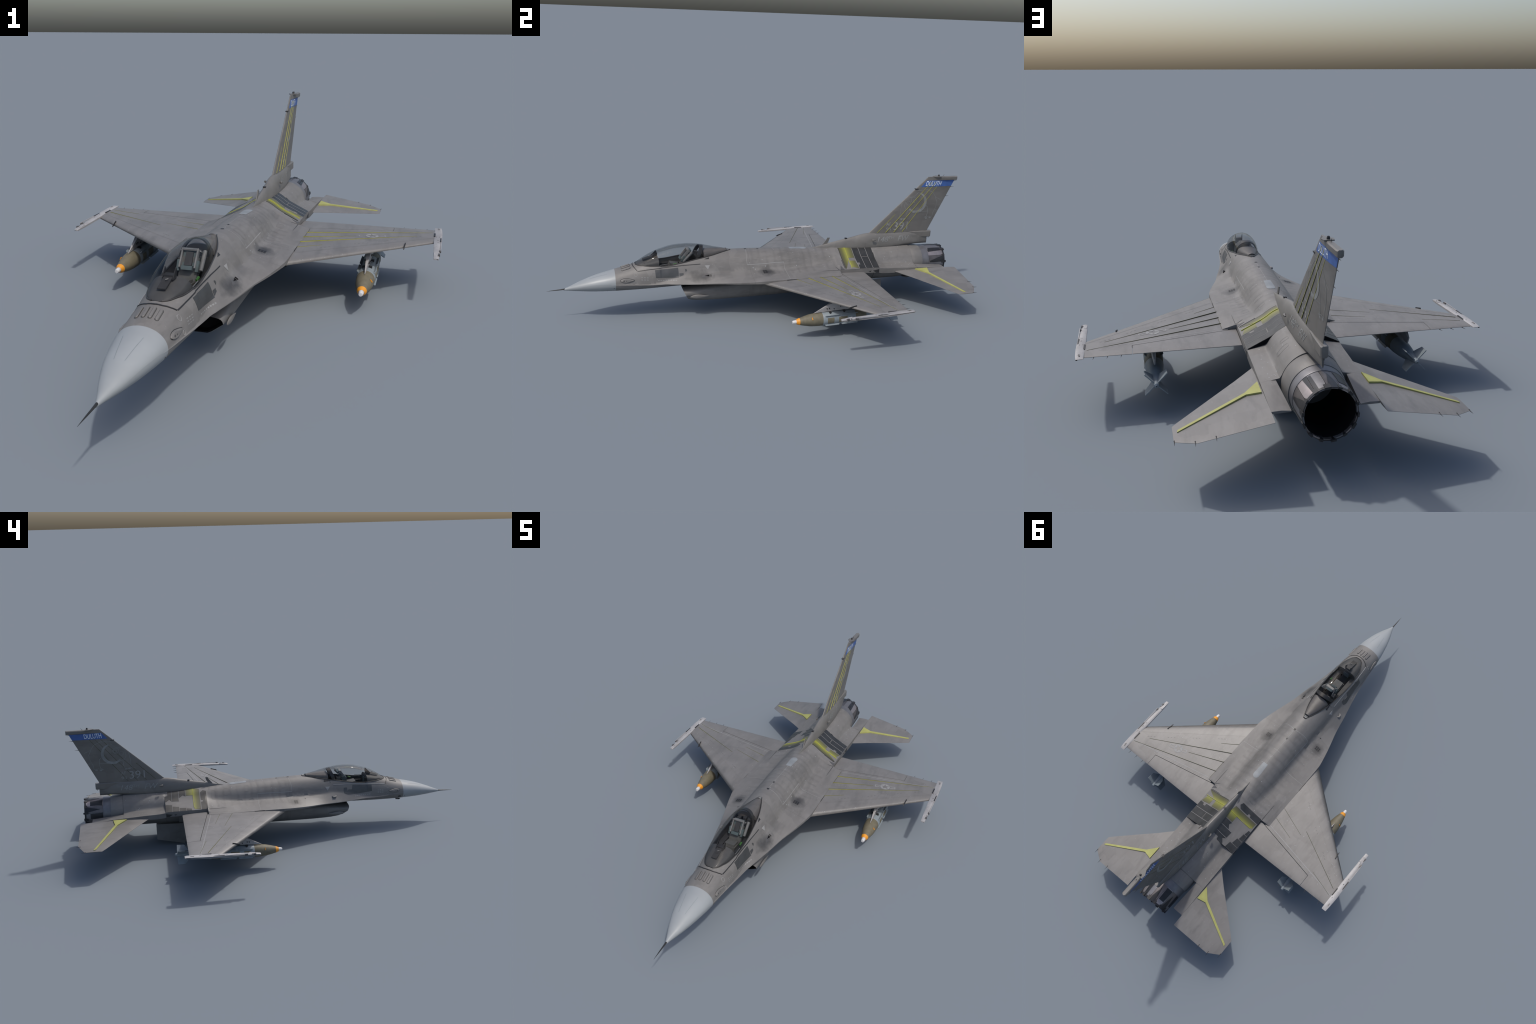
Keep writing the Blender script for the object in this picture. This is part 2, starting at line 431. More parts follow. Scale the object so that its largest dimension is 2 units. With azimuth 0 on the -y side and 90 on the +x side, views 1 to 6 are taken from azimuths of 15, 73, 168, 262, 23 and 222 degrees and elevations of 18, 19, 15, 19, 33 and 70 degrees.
# ------------------------------------------------------------------ intake
TY =  [-.40, -.36, -.30, -.20, -.10, .00, .13, .25, .36, .48]
TW = pchip(TY, [.0945, .0940, .0925, .0910, .0910, .0920, .093, .094, .091, .082])
TT = pchip(TY, [.136, .140, .146, .156, .165, .170, .170, .170, .170, .170])
TB = pchip(TY, [.0725, .0650, .0575, .0540, .0535, .0545, .0585, .0650, .0740, .0960])
def trunk_ring(y, n=40, inset=0., dy=None):
    r = []
    w, t, b = TW(y) - inset, TT(y) - inset*.6, TB(y) + inset
    zc = b + (t - b)*.60
    for k in range(n):
        a = 2*math.pi*k/n; ca, sa = math.cos(a), math.sin(a)
        e = 2/2.05 if sa < 0 else 2/4.0
        x = w*math.copysign(abs(ca)**e, ca)
        h = (t - zc) if sa > 0 else (zc - b)
        z = zc + h*math.copysign(abs(sa)**e, sa)
        if sa < 0 and y < -.30:                 # straight lower cheeks at the mouth
            ax = abs(x)/w
            facet = b + .0015 if ax < .5 else lerp(b + .0015, zc, (ax - .5)/.5)
            z = lerp(facet, z, max(0., (y + .40)/.10))
        r.append((x, y, z))
    return r
def rake(ring, y0=-.40):
    """the mouth leans back from the upper lip to the lower lip"""
    out = []
    for x, y, z in ring:
        out.append((x, y + .030*max(0., min(1., (.134 - z)/.06))**1.0*max(0., 1 - (y - y0)/.05), z))
    return out
st = [-.402, -.39, -.375] + list(np.linspace(-.36, .48, 34))
v = []
for y in st: v += rake(trunk_ring(y), -.402)
INTAKE = add('intake', v, grid_faces(len(st), 40, True), M_BODY, JET, smooth=40)
v = []
ist = [-.402, -.397, -.388, -.375, -.360, -.345]
for i, y in enumerate(ist): v += rake(trunk_ring(y, 40, [.0012, .004, .006, .008, .010, .012][i]), -.402)
f = grid_faces(len(ist), 40, True) + [tuple(range(5*40, 6*40))]
add('intake_duct', v, f, M_DARK, JET, smooth=40, fix=False)
v, f = box(0, -.33, .1415, .09, .13, .012); add('intake_diverter', v, f, M_DARK, JET)
# landing-light blister and blade under the trunk
for s in (1, -1):
    v, f = revolve_y([(-.372, .001), (-.362, .006), (-.345, .009), (-.325, .008), (-.30, .004), (-.285, .0005)], 0, 0, 12)
    v = [(s*(.0985 + p[0]*.45), p[1], .104 + p[2]*1.1) for p in v]
    add('intake_blister', v, f, M_BODY, JET, smooth=50)
add('belly_blade', *prism([(-.002, -.045, .072), (-.002, .0, .072), (-.002, .0, .052), (-.002, -.012, .054)], (.004, 0, 0)), M_BLACK, JET)

# ------------------------------------------------------------------ wings and flaps
LE = lambda x: lerp(-.046, .315, (x - .185)/(.612 - .185))
TE = lambda x: lerp(.464, .461, (x - .15)/.46)
HINGE = lambda x: lerp(.3375, .4035, (x - .142)/(.474 - .142))
def wing_z(x, c, up):
    s = (x - .185)/.43
    zm = .1775 + .0045*c; th = lerp(.0140, .0075, max(0., s))
    prof = 1.32*math.sqrt(c)*(1 - c)**.62 if c > 0 else 0
    if c >= 1: prof = 0.
    prof = max(prof, .0) + .05*c
    nose_dip = -.0035*max(0., 1 - c/.22)**2
    return zm + nose_dip + (th*prof*1.12 if up else -th*prof*.85)
def wing_strip(xs, c0, c1, nc, s):
    """closed skin between two chord fractions (functions of x)"""
    v = []
    for x in xs:
        a, b = c0(x), c1(x); chord = TE(x) - LE(x); row = []
        cs = ([0., .065, .11] + [lerp(.15, b, i/(nc-4)) for i in range(nc-3)]) if a < .01 else [lerp(a, b, i/(nc-1)) for i in range(nc)]
        for c in cs: row.append((s*x, LE(x) + c*chord, wing_z(x, c, True)))
        for c in cs[::-1]: row.append((s*x, LE(x) + c*chord, wing_z(x, c, False) - (.0004 if c > .99 else 0)))
        v += row
    n = 2*nc
    f = grid_faces(len(xs), n, True)
    f += [tuple(range(n)), tuple(range((len(xs)-1)*n, len(xs)*n))]
    return v, f
frac = lambda x, y: (y - LE(x))/(TE(x) - LE(x))
WINGS = []
for s in (1, -1):
    P = Parts()
    P.put(*wing_strip(list(np.linspace(.170, .474, 18)), lambda x: 0., lambda x: frac(x, HINGE(x) - .001), 28, s))
    P.put(*wing_strip(list(np.linspace(.474, .616, 10)), lambda x: 0., lambda x: 1., 32, s))
    W = add('wing', P.v, P.f, M_WING, JET, smooth=45); WINGS.append(W)
    for e in W.data.edges:
        p, q = (W.data.vertices[i].co for i in e.vertices)
        if abs(p.y - LE(abs(p.x))) < 2e-4 and abs(q.y - LE(abs(q.x))) < 2e-4: e.use_edge_sharp = False
    add('flap', *wing_strip(list(np.linspace(.1445, .4725, 16)), lambda x: frac(x, HINGE(x) + .0012), lambda x: 1., 12, s), M_WING, W, smooth=45)
    # static wicks on the trailing edge
    for x in (.505, .545, .585):
        P = Parts().put(*tube([(s*x, .455, .180), (s*x, .464, .1805), (s*(x + .002), .478, .181)], [.0016, .0011, .0003], 6))
        add('static_wick', P.v, P.f, M_BLACK, W)
    add('wing_fence', *prism([(s*.518, .232, .178), (s*.521, .262, .186), (s*.521, .262, .176), (s*.518, .225, .172)], (s*.003, 0, 0)), M_BLACK, W)

# launcher rails on the tips
for s in (1, -1):
    rz = lambda y: .171 + (y - .15)*.0424
    P = Parts()
    secs = [(.151, .618, .632, .0025), (.158, .617, .633, .0042), (.20, .615, .6345, .0050), (.26, .614, .6365, .0052), (.32, .613, .639, .0054),
            (.40, .613, .640, .0052), (.45, .613, .638, .0045), (.473, .613, .636, .0026), (.481, .614, .635, .0008)]
    v = []
    for y, a, b, h in secs:
        z = rz(y)
        v += [(s*a, y, z + h*.6), (s*(a + .004), y, z + h), (s*(b - .003), y, z + h), (s*b, y, z + h*.7), (s*b, y, z + .0008), (s*(b-.005), y, z + .0006), (s*(b-.005), y, z - .0022), (s*b, y, z - .0025), (s*b, y, z - h*.8), (s*(a + .004), y, z - h), (s*a, y, z - h*.6)]
    P.put(v, grid_faces(len(secs), 11, True) + [tuple(range(11)), tuple(range((len(secs)-1)*11, len(secs)*11))])
    R = add('wingtip_rail', P.v, P.f, M_WHITE, JET, smooth=30)
    add('rail_slot', *box(s*.6355, .335, rz(.335) + .0044, .004, .05, .0035), M_BLACK, R)
    rr = random.Random(11 + s)
    for k in range(14):                         # grime and fittings along the rail
        yk = rr.uniform(.165, .46); xk = rr.uniform(.619, .633)
        add('rail_fitting', *box(s*xk, yk, rz(yk) + .0049, rr.uniform(.001, .005), rr.uniform(.003, .016), .0012), rr.choice((M_SEATPALE, M_DECK, M_WHITE, M_COAMING)), R)
    add('rail_nose_block', *prism([(s*.617, .153, rz(.153) + .002), (s*.617, .200, rz(.2) + .0068), (s*.617, .206, rz(.2) + .003), (s*.617, .153, rz(.153) - .001)], (s*.008, 0, 0)), M_WHITE, R)
    add('rail_slot', *box(s*.6145, .385, rz(.385) + .0040, .005, .04, .004), M_BLACK, R)
    add('rail_lug', *box(s*.636, .215, rz(.215) + .0045, .006, .012, .006), M_COAMING, R)
    add('rail_lug', *box(s*.633, .178, rz(.178) + .004, .006, .010, .006), M_COAMING, R)
    add('rail_strip', *box(s*.6375, .31, rz(.31) + .0048, .0022, .20, .0025), M_WHITE, R)

# ------------------------------------------------------------------ horizontal stabilisers with a proud yellow spar
SPAN = [(.1425, .625, .955), (.20, .680, .955), (.26, .733, .955), (.331, .796, .955), (.366, .827, .934), (.3845, .845, .922)]
stab_z = lambda x: .1755 - (x - .145)*.172
STABS = []
for s in (1, -1):
    v = []; nc = 10
    for x, a, b in SPAN:
        h = lerp(.0042, .0012, (x - .142)/.24)
        row = []
        for i in range(nc):
            c = i/(nc-1); row.append((s*x, lerp(a, b, c), stab_z(x) + h*(4*c*(1-c))**.6 + .0004))
        for i in range(nc - 1, -1, -1):
            c = i/(nc-1); row.append((s*x, lerp(a, b, c), stab_z(x) - h*(4*c*(1-c))**.6 - .0004))
        v += row
    n = 2*nc
    S = add('horizontal_stabilizer', v, grid_faces(len(SPAN), n, True) + [tuple(range(n)), tuple(range((len(SPAN)-1)*n, len(SPAN)*n))], M_WING, JET, smooth=40)
    STABS.append(S)
    spar = [(.147, .733), (.189, .778), (.372, .874), (.3735, .884), (.187, .790), (.147, .799)]
    hz = lambda x: stab_z(x) + lerp(.0095, .0042, (x - .147)/.226)
    top = [(s*x, y, hz(x)) for x, y in spar]; bot = [(s*x, y, stab_z(x) - .001) for x, y in spar]
    nn = len(spar)
    add('stabilizer_spar', top + bot, [(0, 1, 4, 5), (1, 2, 3, 4), (nn, nn+5, nn+4, nn+1), (nn+1, nn+4, nn+3, nn+2)] + [(i, (i+1) % nn, (i+1) % nn + nn, i + nn) for i in range(nn)], M_YELLOW, S)
    for x, y in ((.285, .954), (.335, .952), (.383, .925)):
        add('static_wick', *tube([(s*x, y - .008, stab_z(x) + .001), (s*x, y, stab_z(x)), (s*(x + .001), y + .014, stab_z(x))], [.0016, .0011, .0003], 6), M_BLACK, S)
    add('stabilizer_pivot', *tube([(s*.13, .765, .174), (s*.1435, .765, .1735)], .008, 14), M_BODY, S)

# ------------------------------------------------------------------ fin, fairing and pods
FIN_LE = lambda z: lerp(.539, .835, (z - .333)/.273)
FIN_TE = lambda z: lerp(.860, .9865, (z - .332)/.264)
def fin_half(y, z):
    c = (y - FIN_LE(z))/(FIN_TE(z) - FIN_LE(z)); c = min(max(c, 0.), 1.)
    h = lerp(.0100, .0055, (z - .33)/.276)
    return h*1.35*math.sqrt(c)*(1 - c)**.75*1.25 + .0008
v = []; nc = 24; zs_ = list(np.linspace(.318, .606, 18))
for z in zs_:
    row = []
    cs = [.5 - .5*math.cos(math.pi*i/(nc-1)) for i in range(nc)]
    for c in cs: y = lerp(FIN_LE(z), FIN_TE(z), c); row.append((fin_half(y, z), y, z))
    for c in cs[::-1]: y = lerp(FIN_LE(z), FIN_TE(z), c); row.append((-fin_half(y, z), y, z))
    v += row
FIN = add('vertical_fin', v, grid_faces(len(zs_), 2*nc, True) + [tuple(range(2*nc)), tuple(range(17*2*nc, 18*2*nc))], M_FIN, JET, smooth=45)

FA = [.235, .27, .31, .37, .44, .539, .65, .75, .82, .862]
FW = pchip(FA, [.002, .005, .0095, .0155, .021, .025, .025, .0205, .012, .003])
FT = pchip(FA, [.2735, .279, .2885, .301, .315, .333, .3335, .3335, .333, .332])
FB = pchip(FA, [.262, .255, .25, .25, .25, .25, .252, .262, .264, .264])
v = []; nr = 28; fst = list(np.linspace(.235, .862, 40))
for y in fst:
    w, t, b = FW(y), FT(y), FB(y)
    for k in range(nr):
        a = 2*math.pi*k/nr; ca, sa = math.cos(a), math.sin(a)
        e = 1.15
        zc = lerp(b, t, .20)
        v.append((w*math.copysign(abs(ca)**e, ca), y, zc + (t - zc if sa > 0 else zc - b)*math.copysign(abs(sa)**e, sa)))
FAIR = add('dorsal_fairing', v, grid_faces(len(fst), nr, True) + [tuple(range(nr)), tuple(range(39*nr, 40*nr))], M_FIN, JET, smooth=50)
def pod(name, y0, y1, z0, z1, w, parent, mat):
    """tapered pod with rounded rear"""
    secs = [(y0, .25), (lerp(y0, y1, .35), .85), (lerp(y0, y1, .55), 1.), (y1 - .006, 1.), (y1 - .0015, .75), (y1, .45)]
    v = []
    for y, k in secs:
        ww = w*k; c = .003
        v += [(ww, y, z0 + c), (ww, y, z1 - c), (max(ww - c, 0), y, z1), (-max(ww - c, 0), y, z1), (-ww, y, z1 - c), (-ww, y, z0 + c), (-max(ww - c, 0), y, z0), (max(ww - c, 0), y, z0)]
    return add(name, v, grid_faces(len(secs), 8, True) + [tuple(range(8)), tuple(range(40, 48))], mat, parent, smooth=30)
pod('fin_tip_pod', .845, .9955, .588, .6065, .0095, FIN, M_FIN)
pod('fin_base_pod', .70, .8795, .298, .330, .0105, FAIR, M_FIN)
add('tip_plate', *prism([(-.004, .862, .6055), (.004, .862, .6055), (.016, .885, .6055), (.013, .902, .6055), (-.013, .902, .6055), (-.016, .885, .6055)], (0, 0, .003)), M_FIN, FIN)
add('beacon_lamp', *revolve_y([(-.004, .0005), (-.0035, .003), (0, .0042), (.004, .0045)], 0, 0, 12), M_BLACK, FIN)
o = bpy.data.objects['beacon_lamp']
for vv in o.data.vertices: vv.co = Vector((vv.co.x, .893 + vv.co.z, .6125 - vv.co.y))
add('fin_aerial', *tube([(0, .915, .606), (.0, .923, .617)], [.001, .0004], 6), M_BLACK, FIN)
for z in (.583, .553, .506):
    y = FIN_TE(z); add('static_wick', *tube([(0, y - .004, z), (0, y + .004, z), (0, y + .018, z + .0005)], [.0016, .0011, .0003], 6), M_BLACK, FIN)
z = .5475; add('fin_lamp', *box(0, FIN_LE(z) + .006, z, .010, .018, .0035), M_BLACK, FIN)
add('base_lamp', *tube([(0, .872, .298), (0, .872, .290)], [.0015, .001], 6), M_BLACK, FAIR)
# blade aerial and small fittings on the spine
add('blade_aerial', *prism([(-.0015, .318, .288), (-.0015, .297, .286), (-.0015, .314, .306), (-.0015, .321, .3195), (-.0015, .3335, .3195), (-.0015, .327, .300)], (.003, 0, 0)), M_FIN, JET)
add('spine_lamp', *box(0, .418, .3115, .010, .010, .004), M_BLACK, FAIR)
for s in (1, -1):
    add('fairing_scoop', *tube([(s*.0295, .548, .303), (s*.0325, .556, .303), (s*.031, .566, .303)], [.004, .0045, .002], 10), M_FIN, FAIR, smooth=40)

# ------------------------------------------------------------------ ventral fins
for s in (1, -1):
    out = [(s*.058, .415, .100), (s*.061, .595, .108), (s*.080, .595, .0335), (s*.0775, .458, .0003)]
    w = Vector((s*.0030, 0, .0012))
    v = [Vector(p) + w for p in out] + [Vector(p) - w for p in out]
    add('ventral_fin', v, [(0,1,2,3), (7,6,5,4)] + [(i, (i+1) % 4, (i+1) % 4 + 4, i + 4) for i in range(4)], M_BODY, JET)

# ------------------------------------------------------------------ pylons and bombs
BX, BT = .409, .036
bz = lambda y: .0795 + (y - .019)*BT
for s in (1, -1):
    x = s*BX
    side = [(.113, .114), (.185, .152), (.225, .168), (.405, .168), (.44, .150), (.43, .128), (.36, .128), (.20, .121)]
    wtab = [.0006, .006, .007, .007, .002, .002, .007, .006]
    v = [(x + w, y, z) for (y, z), w in zip(side, wtab)] + [(x - w, y, z) for (y, z), w in zip(side, wtab)]
    n = len(side)
    PY = add('pylon', v, [(0, 1, 7), (1, 2, 6, 7), (2, 3, 5, 6), (3, 4, 5), (8, 15, 9), (9, 15, 14, 10), (10, 14, 13, 11), (11, 13, 12)] + [(i, (i+1) % n, (i+1) % n + n, i + n) for i in range(n)], M_WHITE, JET)
    for y, z in ((.172, .133), (.182, .134), (.235, .140), (.245, .141), (.205, .130), (.265, .134)):
        add('pylon_bolt', *tube([(x - .0085, y, z), (x + .0085, y, z)], .0024, 8), M_BLACK, PY)
    for y in (.185, .25):
        add('sway_brace', *prism([(x - .016, y - .006, bz(y) + .034), (x - .016, y + .006, bz(y) + .034), (x - .016, y, bz(y) + .022)], (.032, 0, 0)), M_BLACK, PY)
    B = bpy.data.objects.new('bomb', None); SC.objects.link(B); B.parent = JET
    def body(name, prof, mat):
        v, f = revolve_y(prof, x, .0795, 28, BT, .019)
        return add(name, v, f, mat, B, smooth=40)
    body('bomb_fuze', [(.0165, .0005), (.017, .006), (.022, .0078), (.030, .0085), (.0345, .0090)], M_CAP)
    body('bomb_band', [(.0335, .0095), (.040, .0128), (.0485, .0158), (.049, .012)], M_ORANGE)
    body('bomb_nose', [(.0475, .0150), (.07, .0210), (.095, .0262), (.12, .0288), (.15, .0298), (.165, .0299)], M_OLIVE)
    body('bomb_collar', [(.150, .0296), (.152, .0308), (.30, .0308), (.302, .0296)], M_STEEL)
    body('bomb_body', [(.30, .0299), (.352, .0292), (.354, .028)], M_OLIVE)
    body('bomb_tail_cone', [(.352, .0297), (.40, .0262), (.44, .0210), (.455, .0150), (.50, .0095), (.515, .0072), (.519, .0015)], M_STEEL)
    # windows in the collar and strakes along it
    for y0, y1 in ((.170, .200), (.222, .262)):
        for sg in (1, -1):
            vv, ff = [], []
            for y in np.linspace(y0, y1, 4):
                for a in np.linspace(-.42, .42, 7):
                    vv.append((x + sg*.0314*math.cos(a), y, bz(y) + .0314*math.sin(a)))
            for y in np.linspace(y0, y1, 4):
                for a in np.linspace(-.42, .42, 7):
                    vv.append((x + sg*.0300*math.cos(a), y, bz(y) + .0300*math.sin(a)))
            ff = grid_faces(4, 7) + [tuple(i + 28 for i in q) for q in grid_faces(4, 7)]
            rim = list(range(7)) + [13, 20, 27] + [26, 25, 24, 23, 22, 21] + [14, 7]
            ff += [(rim[i], rim[(i+1) % len(rim)], rim[(i+1) % len(rim)] + 28, rim[i] + 28) for i in range(len(rim))]
            add('collar_window', vv, ff, M_OLIVE, B)
    for a in (math.radians(38), math.radians(142), math.radians(-38), math.radians(-142)):
        for y0, y1 in ((.158, .226), (.234, .312)):
            ca, sa = math.cos(a), math.sin(a); pts = []
            for y, r in ((y0, .031), (y0 + .004, .0385), (y1 - .002, .0385), (y1, .031)):
                pts.append((x + ca*r, y, bz(y) + sa*r))
            add('bomb_strake', *prism(pts, (-sa*.0022, 0, ca*.0022)), M_STEEL, B)
    for k in range(4):
        a = math.radians(45 + 90*k); ca, sa = math.cos(a), math.sin(a); pts = []
        for y, r in ((.448, .010), (.472, .047), (.506, .047), (.508, .008)):
            pts.append(Vector((x + ca*r, y, bz(y) + sa*r)))
        w = Vector((-sa*.0014, 0, ca*.0014))
        add('bomb_fin', *prism([p - w for p in pts], tuple(2*w)), M_STEEL, B)
    add('bomb_mark', *prism([(x + s*.019, .098, bz(.1) + .0195), (x + s*.019, .101, bz(.1) + .0195), (x + s*.0255, .103, bz(.1) + .010), (x + s*.0255, .100, bz(.1) + .010)], (s*.002, 0, .002)), M_ORANGE, B)

# ------------------------------------------------------------------ canopy and cockpit
GT = pchip([-.609, -.598, -.584, -.54, -.516, -.474, -.44, -.41, -.369, -.305, -.24, -.188, -.165],
           [.2490, .256, .2655, .2925, .3035, .3175, .3260, .3290, .3300, .3225, .307, .2965, .2895])
COCK = bpy.data.objects.new('cockpit', None); SC.objects.link(COCK); COCK.parent = JET
gy = list(-.609 + (.444)*(.5 - .5*np.cos(np.linspace(0, np.pi, 60))))
v = []; na = 33
for y in gy:
    w = SILL(y); z0 = top_z(w, y); h = max(GT(y) - z0, .0006)
    for k in range(na):
        a = math.pi*k/(na-1); ca, sa = math.cos(a), math.sin(a)
        v.append((w*math.copysign(abs(ca)**.92, ca)*(1 + .03*math.sin(2*a)*math.copysign(1, ca)), y, z0 + h*sa**.95 if sa > 1e-9 else z0))
CAN = add('canopy', v, grid_faces(len(gy), na), M_GLASS, JET, smooth=60)
for s in (1, -1):
    path = [(s*SILL(y), y, top_z(SILL(y), y) + .0008) for y in np.linspace(-.607, -.168, 60)]
    add('canopy_sill', *tube(path, .0022, 8), M_FRAME, COCK, smooth=60)
# tub
v = []
ty = list(np.linspace(-.608, -.166, 40))
for y in ty:
    w = SILL(y); z = top_z(w, y)
    d = lerp(0, 1, min(1., (y + .608)/.05))*lerp(0, 1, min(1., (-.166 - y)/.10))
    v += [(w, y, z), (w*.97, y, z - .03*d), (w*.8, y, z - .062*d), (0, y, z - .062*d), (-w*.8, y, z - .062*d), (-w*.97, y, z - .03*d), (-w, y, z)]
add('cockpit_tub', v, grid_faces(40, 7), M_COCKPIT, COCK, smooth=40)
# coaming over the instruments
v = []; cyl = list(np.linspace(-.606, -.505, 14)); nk = 17
for y in cyl:
    w = SILL(y)*.97; z0 = top_z(SILL(y), y) - .001; t = (y + .606)/.101
    h = lerp(.001, .031, t**.8)
    for k in range(nk):
        a = math.pi*k/(nk-1); ca, sa = math.cos(a), math.sin(a)
        v.append((w*math.copysign(abs(ca)**.8, ca), y, z0 + h*sa**.7 if sa > 1e-9 else z0))
add('instrument_coaming', v, grid_faces(14, nk) + [tuple(range(13*nk, 14*nk))], M_COAMING, COCK, smooth=35)
P = Parts().put(*prism([(-.011, -.575, .266), (-.011, -.522, .2815), (-.011, -.522, .284), (-.011, -.575, .2685)], (.022, 0, 0)))
add('head_up_display_tray', P.v, P.f, M_COCKPIT, COCK)
for s in (1, -1):
    add('head_up_display_frame', *prism([(s*.013, -.535, .279), (s*.013, -.512, .303), (s*.013, -.508, .296), (s*.013, -.512, .272)], (s*.002, 0, 0)), M_BLACK, COCK)
add('head_up_display', *box(0, -.520, .280, .026, .018, .014), M_COCKPIT, COCK)
add('head_up_lamp', *tube([(0, -.548, .2815), (.006, -.543, .2825)], .0015, 6), M_SEATPALE, COCK)
add('instrument_panel', *prism([(-.047, -.506, .235), (.047, -.506, .235), (.043, -.506, .262), (-.043, -.506, .262)], (0, .004, 0)), M_BLACK, COCK)
add('instrument_display', *box(0, -.5015, .240, .03, .004, .035), M_SEATTOP, COCK)
# side consoles
for s in (1, -1):
    add('console', *box(s*.040, -.44, .222, .020, .13, .020), M_COCKPIT, COCK)
add('canopy_rail_strip', *tube([(.0515, -.500, .2505), (.053, -.465, .255)], .0014, 6), M_SEATPALE, COCK)
# ejection seat, tilted back
def tilt_box(cx, a, b, w, d):
    """slab from point a to b in the y,z plane"""
    (y0, z0), (y1, z1) = a, b; L = math.hypot(y1-y0, z1-z0)
    rot = Matrix.Rotation(math.atan2(z1-z0, y1-y0) - math.pi/2, 3, 'X')
    return box(cx, (y0+y1)/2, (z0+z1)/2, w, d, L, rot)
SEAT = bpy.data.objects.new('ejection_seat', None); SC.objects.link(SEAT); SEAT.parent = JET
add('seat_back', *tilt_box(0, (-.402, .215), (-.372, .285), .050, .012), M_SEAT, SEAT)
add('seat_pan', *tilt_box(0, (-.455, .226), (-.405, .220), .048, .018), M_SEAT, SEAT)
add('seat_cushion', *tilt_box(0, (-.452, .240), (-.412, .232), .040, .012), M_SEAT, SEAT)
add('headrest', *tilt_box(0, (-.382, .262), (-.358, .304), .036, .014), M_SEATTOP, SEAT)
add('headrest_pad', *tilt_box(0, (-.392, .267), (-.370, .297), .020, .008), M_COCKPIT, SEAT)
add('headrest_cushion', *tilt_box(0, (-.402, .258), (-.397, .268), .030, .012), M_SEATTOP, SEAT)
for s in (1, -1):
    add('seat_side_post', *tilt_box(s*.021, (-.398, .262), (-.364, .305), .004, .012), M_SEATPALE, SEAT)
    add('seat_wing', *tilt_box(s*.026, (-.392, .250), (-.378, .276), .008, .022), M_SEATTOP, SEAT)
    add('seat_handle', *tilt_box(s*.027, (-.368, .302), (-.350, .290), .003, .004), M_SEATPALE, SEAT)
add('seat_top_bar', *box(0, -.368, .305, .040, .012, .004), M_SEATPALE, SEAT)
add('rescue_canister', *tube([(.035, -.392, .255), (.035, -.352, .298)], .0058, 12), M_SEATPALE, SEAT, smooth=40)
add('survival_kit', *box(-.030, -.355, .268, .016, .02, .02), M_SEAT, SEAT)
add('oxygen_hose', *tube([(.040, -.44, .246), (.041, -.425, .250)], .004, 8), M_NAV, SEAT, smooth=60)
add('bulkhead', *prism([(-.046, -.345, .215), (.046, -.345, .215), (.045, -.335, .274), (-.045, -.335, .274)], (0, .012, .0)), M_BLACK, COCK)
for i, (xx, zz, ww) in enumerate(((-.02, .282, .014), (.004, .285, .012), (.022, .280, .016))):
    add('equipment_box', *box(xx, -.325 + .004*i, zz - .003, ww, .016, .016), M_COCKPIT, COCK)
# bow frame
v = []
for k in range(33):
    a = math.pi*k/32; ca, sa = math.cos(a), math.sin(a)
    for dy, ins in ((-.009, .003), (.009, .003), (.009, .0085), (-.009, .0085)):
        yy = -.306 + dy - .024*(1 - sa); w = SILL(yy) - ins; z0 = top_z(SILL(yy), yy) - .003
        v.append((w*math.copysign(abs(ca)**.92, ca), yy, z0 + (GT(yy) - ins*.7 - z0)*sa**.95 if sa > 1e-9 else z0))
add('canopy_bow', v, grid_faces(33, 4, True) + [(0, 1, 2, 3), (128, 129, 130, 131)], M_FRAME, COCK, smooth=40)
# aft deck
v = []; dy = list(np.linspace(-.298, -.186, 10))
for y in dy:
    w = SILL(y)*.93; z0 = top_z(SILL(y), y) - .001; zt_ = lerp(.3005, .2968, (y + .298)/.112)
    for k in range(13):
        a = math.pi*k/12; ca, sa = math.cos(a), math.sin(a)
        v.append((w*math.copysign(abs(ca)**.7, ca), y, z0 + (zt_ - z0)*sa**.8 if sa > 1e-9 else z0))
add('turtle_deck', v, grid_faces(10, 13) + [tuple(range(13)), tuple(range(9*13, 10*13))], M_DECK, COCK, smooth=35)
yy = -.187; w = SILL(yy)*.95
add('canopy_tail_frame', *tube([(w*math.cos(math.pi*k/8), yy, top_z(w, yy) - .001 + .009*math.sin(math.pi*k/8)**.7) for k in range(9)], .0022, 8), M_FRAME, COCK, smooth=60)
add('tail_fillet', *prism([(-.012, -.184, .2885), (.012, -.184, .2885), (.004, -.170, .290), (-.004, -.170, .290)], (0, 0, .002)), M_MARKDIM, COCK)


# ------------------------------------------------------------------ patches that follow a surface
def sheet(bm, grid):
    """cut a flat sheet into cells so that it can follow a curved skin"""
    lo = [min(v.co[i] for v in bm.verts) for i in (0, 1)]; hi = [max(v.co[i] for v in bm.verts) for i in (0, 1)]
    for ax in (0, 1):
        k = math.floor(lo[ax]/grid) + 1
        while k*grid < hi[ax]:
            co = [0, 0, 0]; no = [0, 0, 0]; co[ax] = k*grid; no[ax] = 1
            bmesh.ops.bisect_plane(bm, geom=bm.verts[:] + bm.edges[:] + bm.faces[:], dist=1e-7, plane_co=co, plane_no=no)
            k += 1

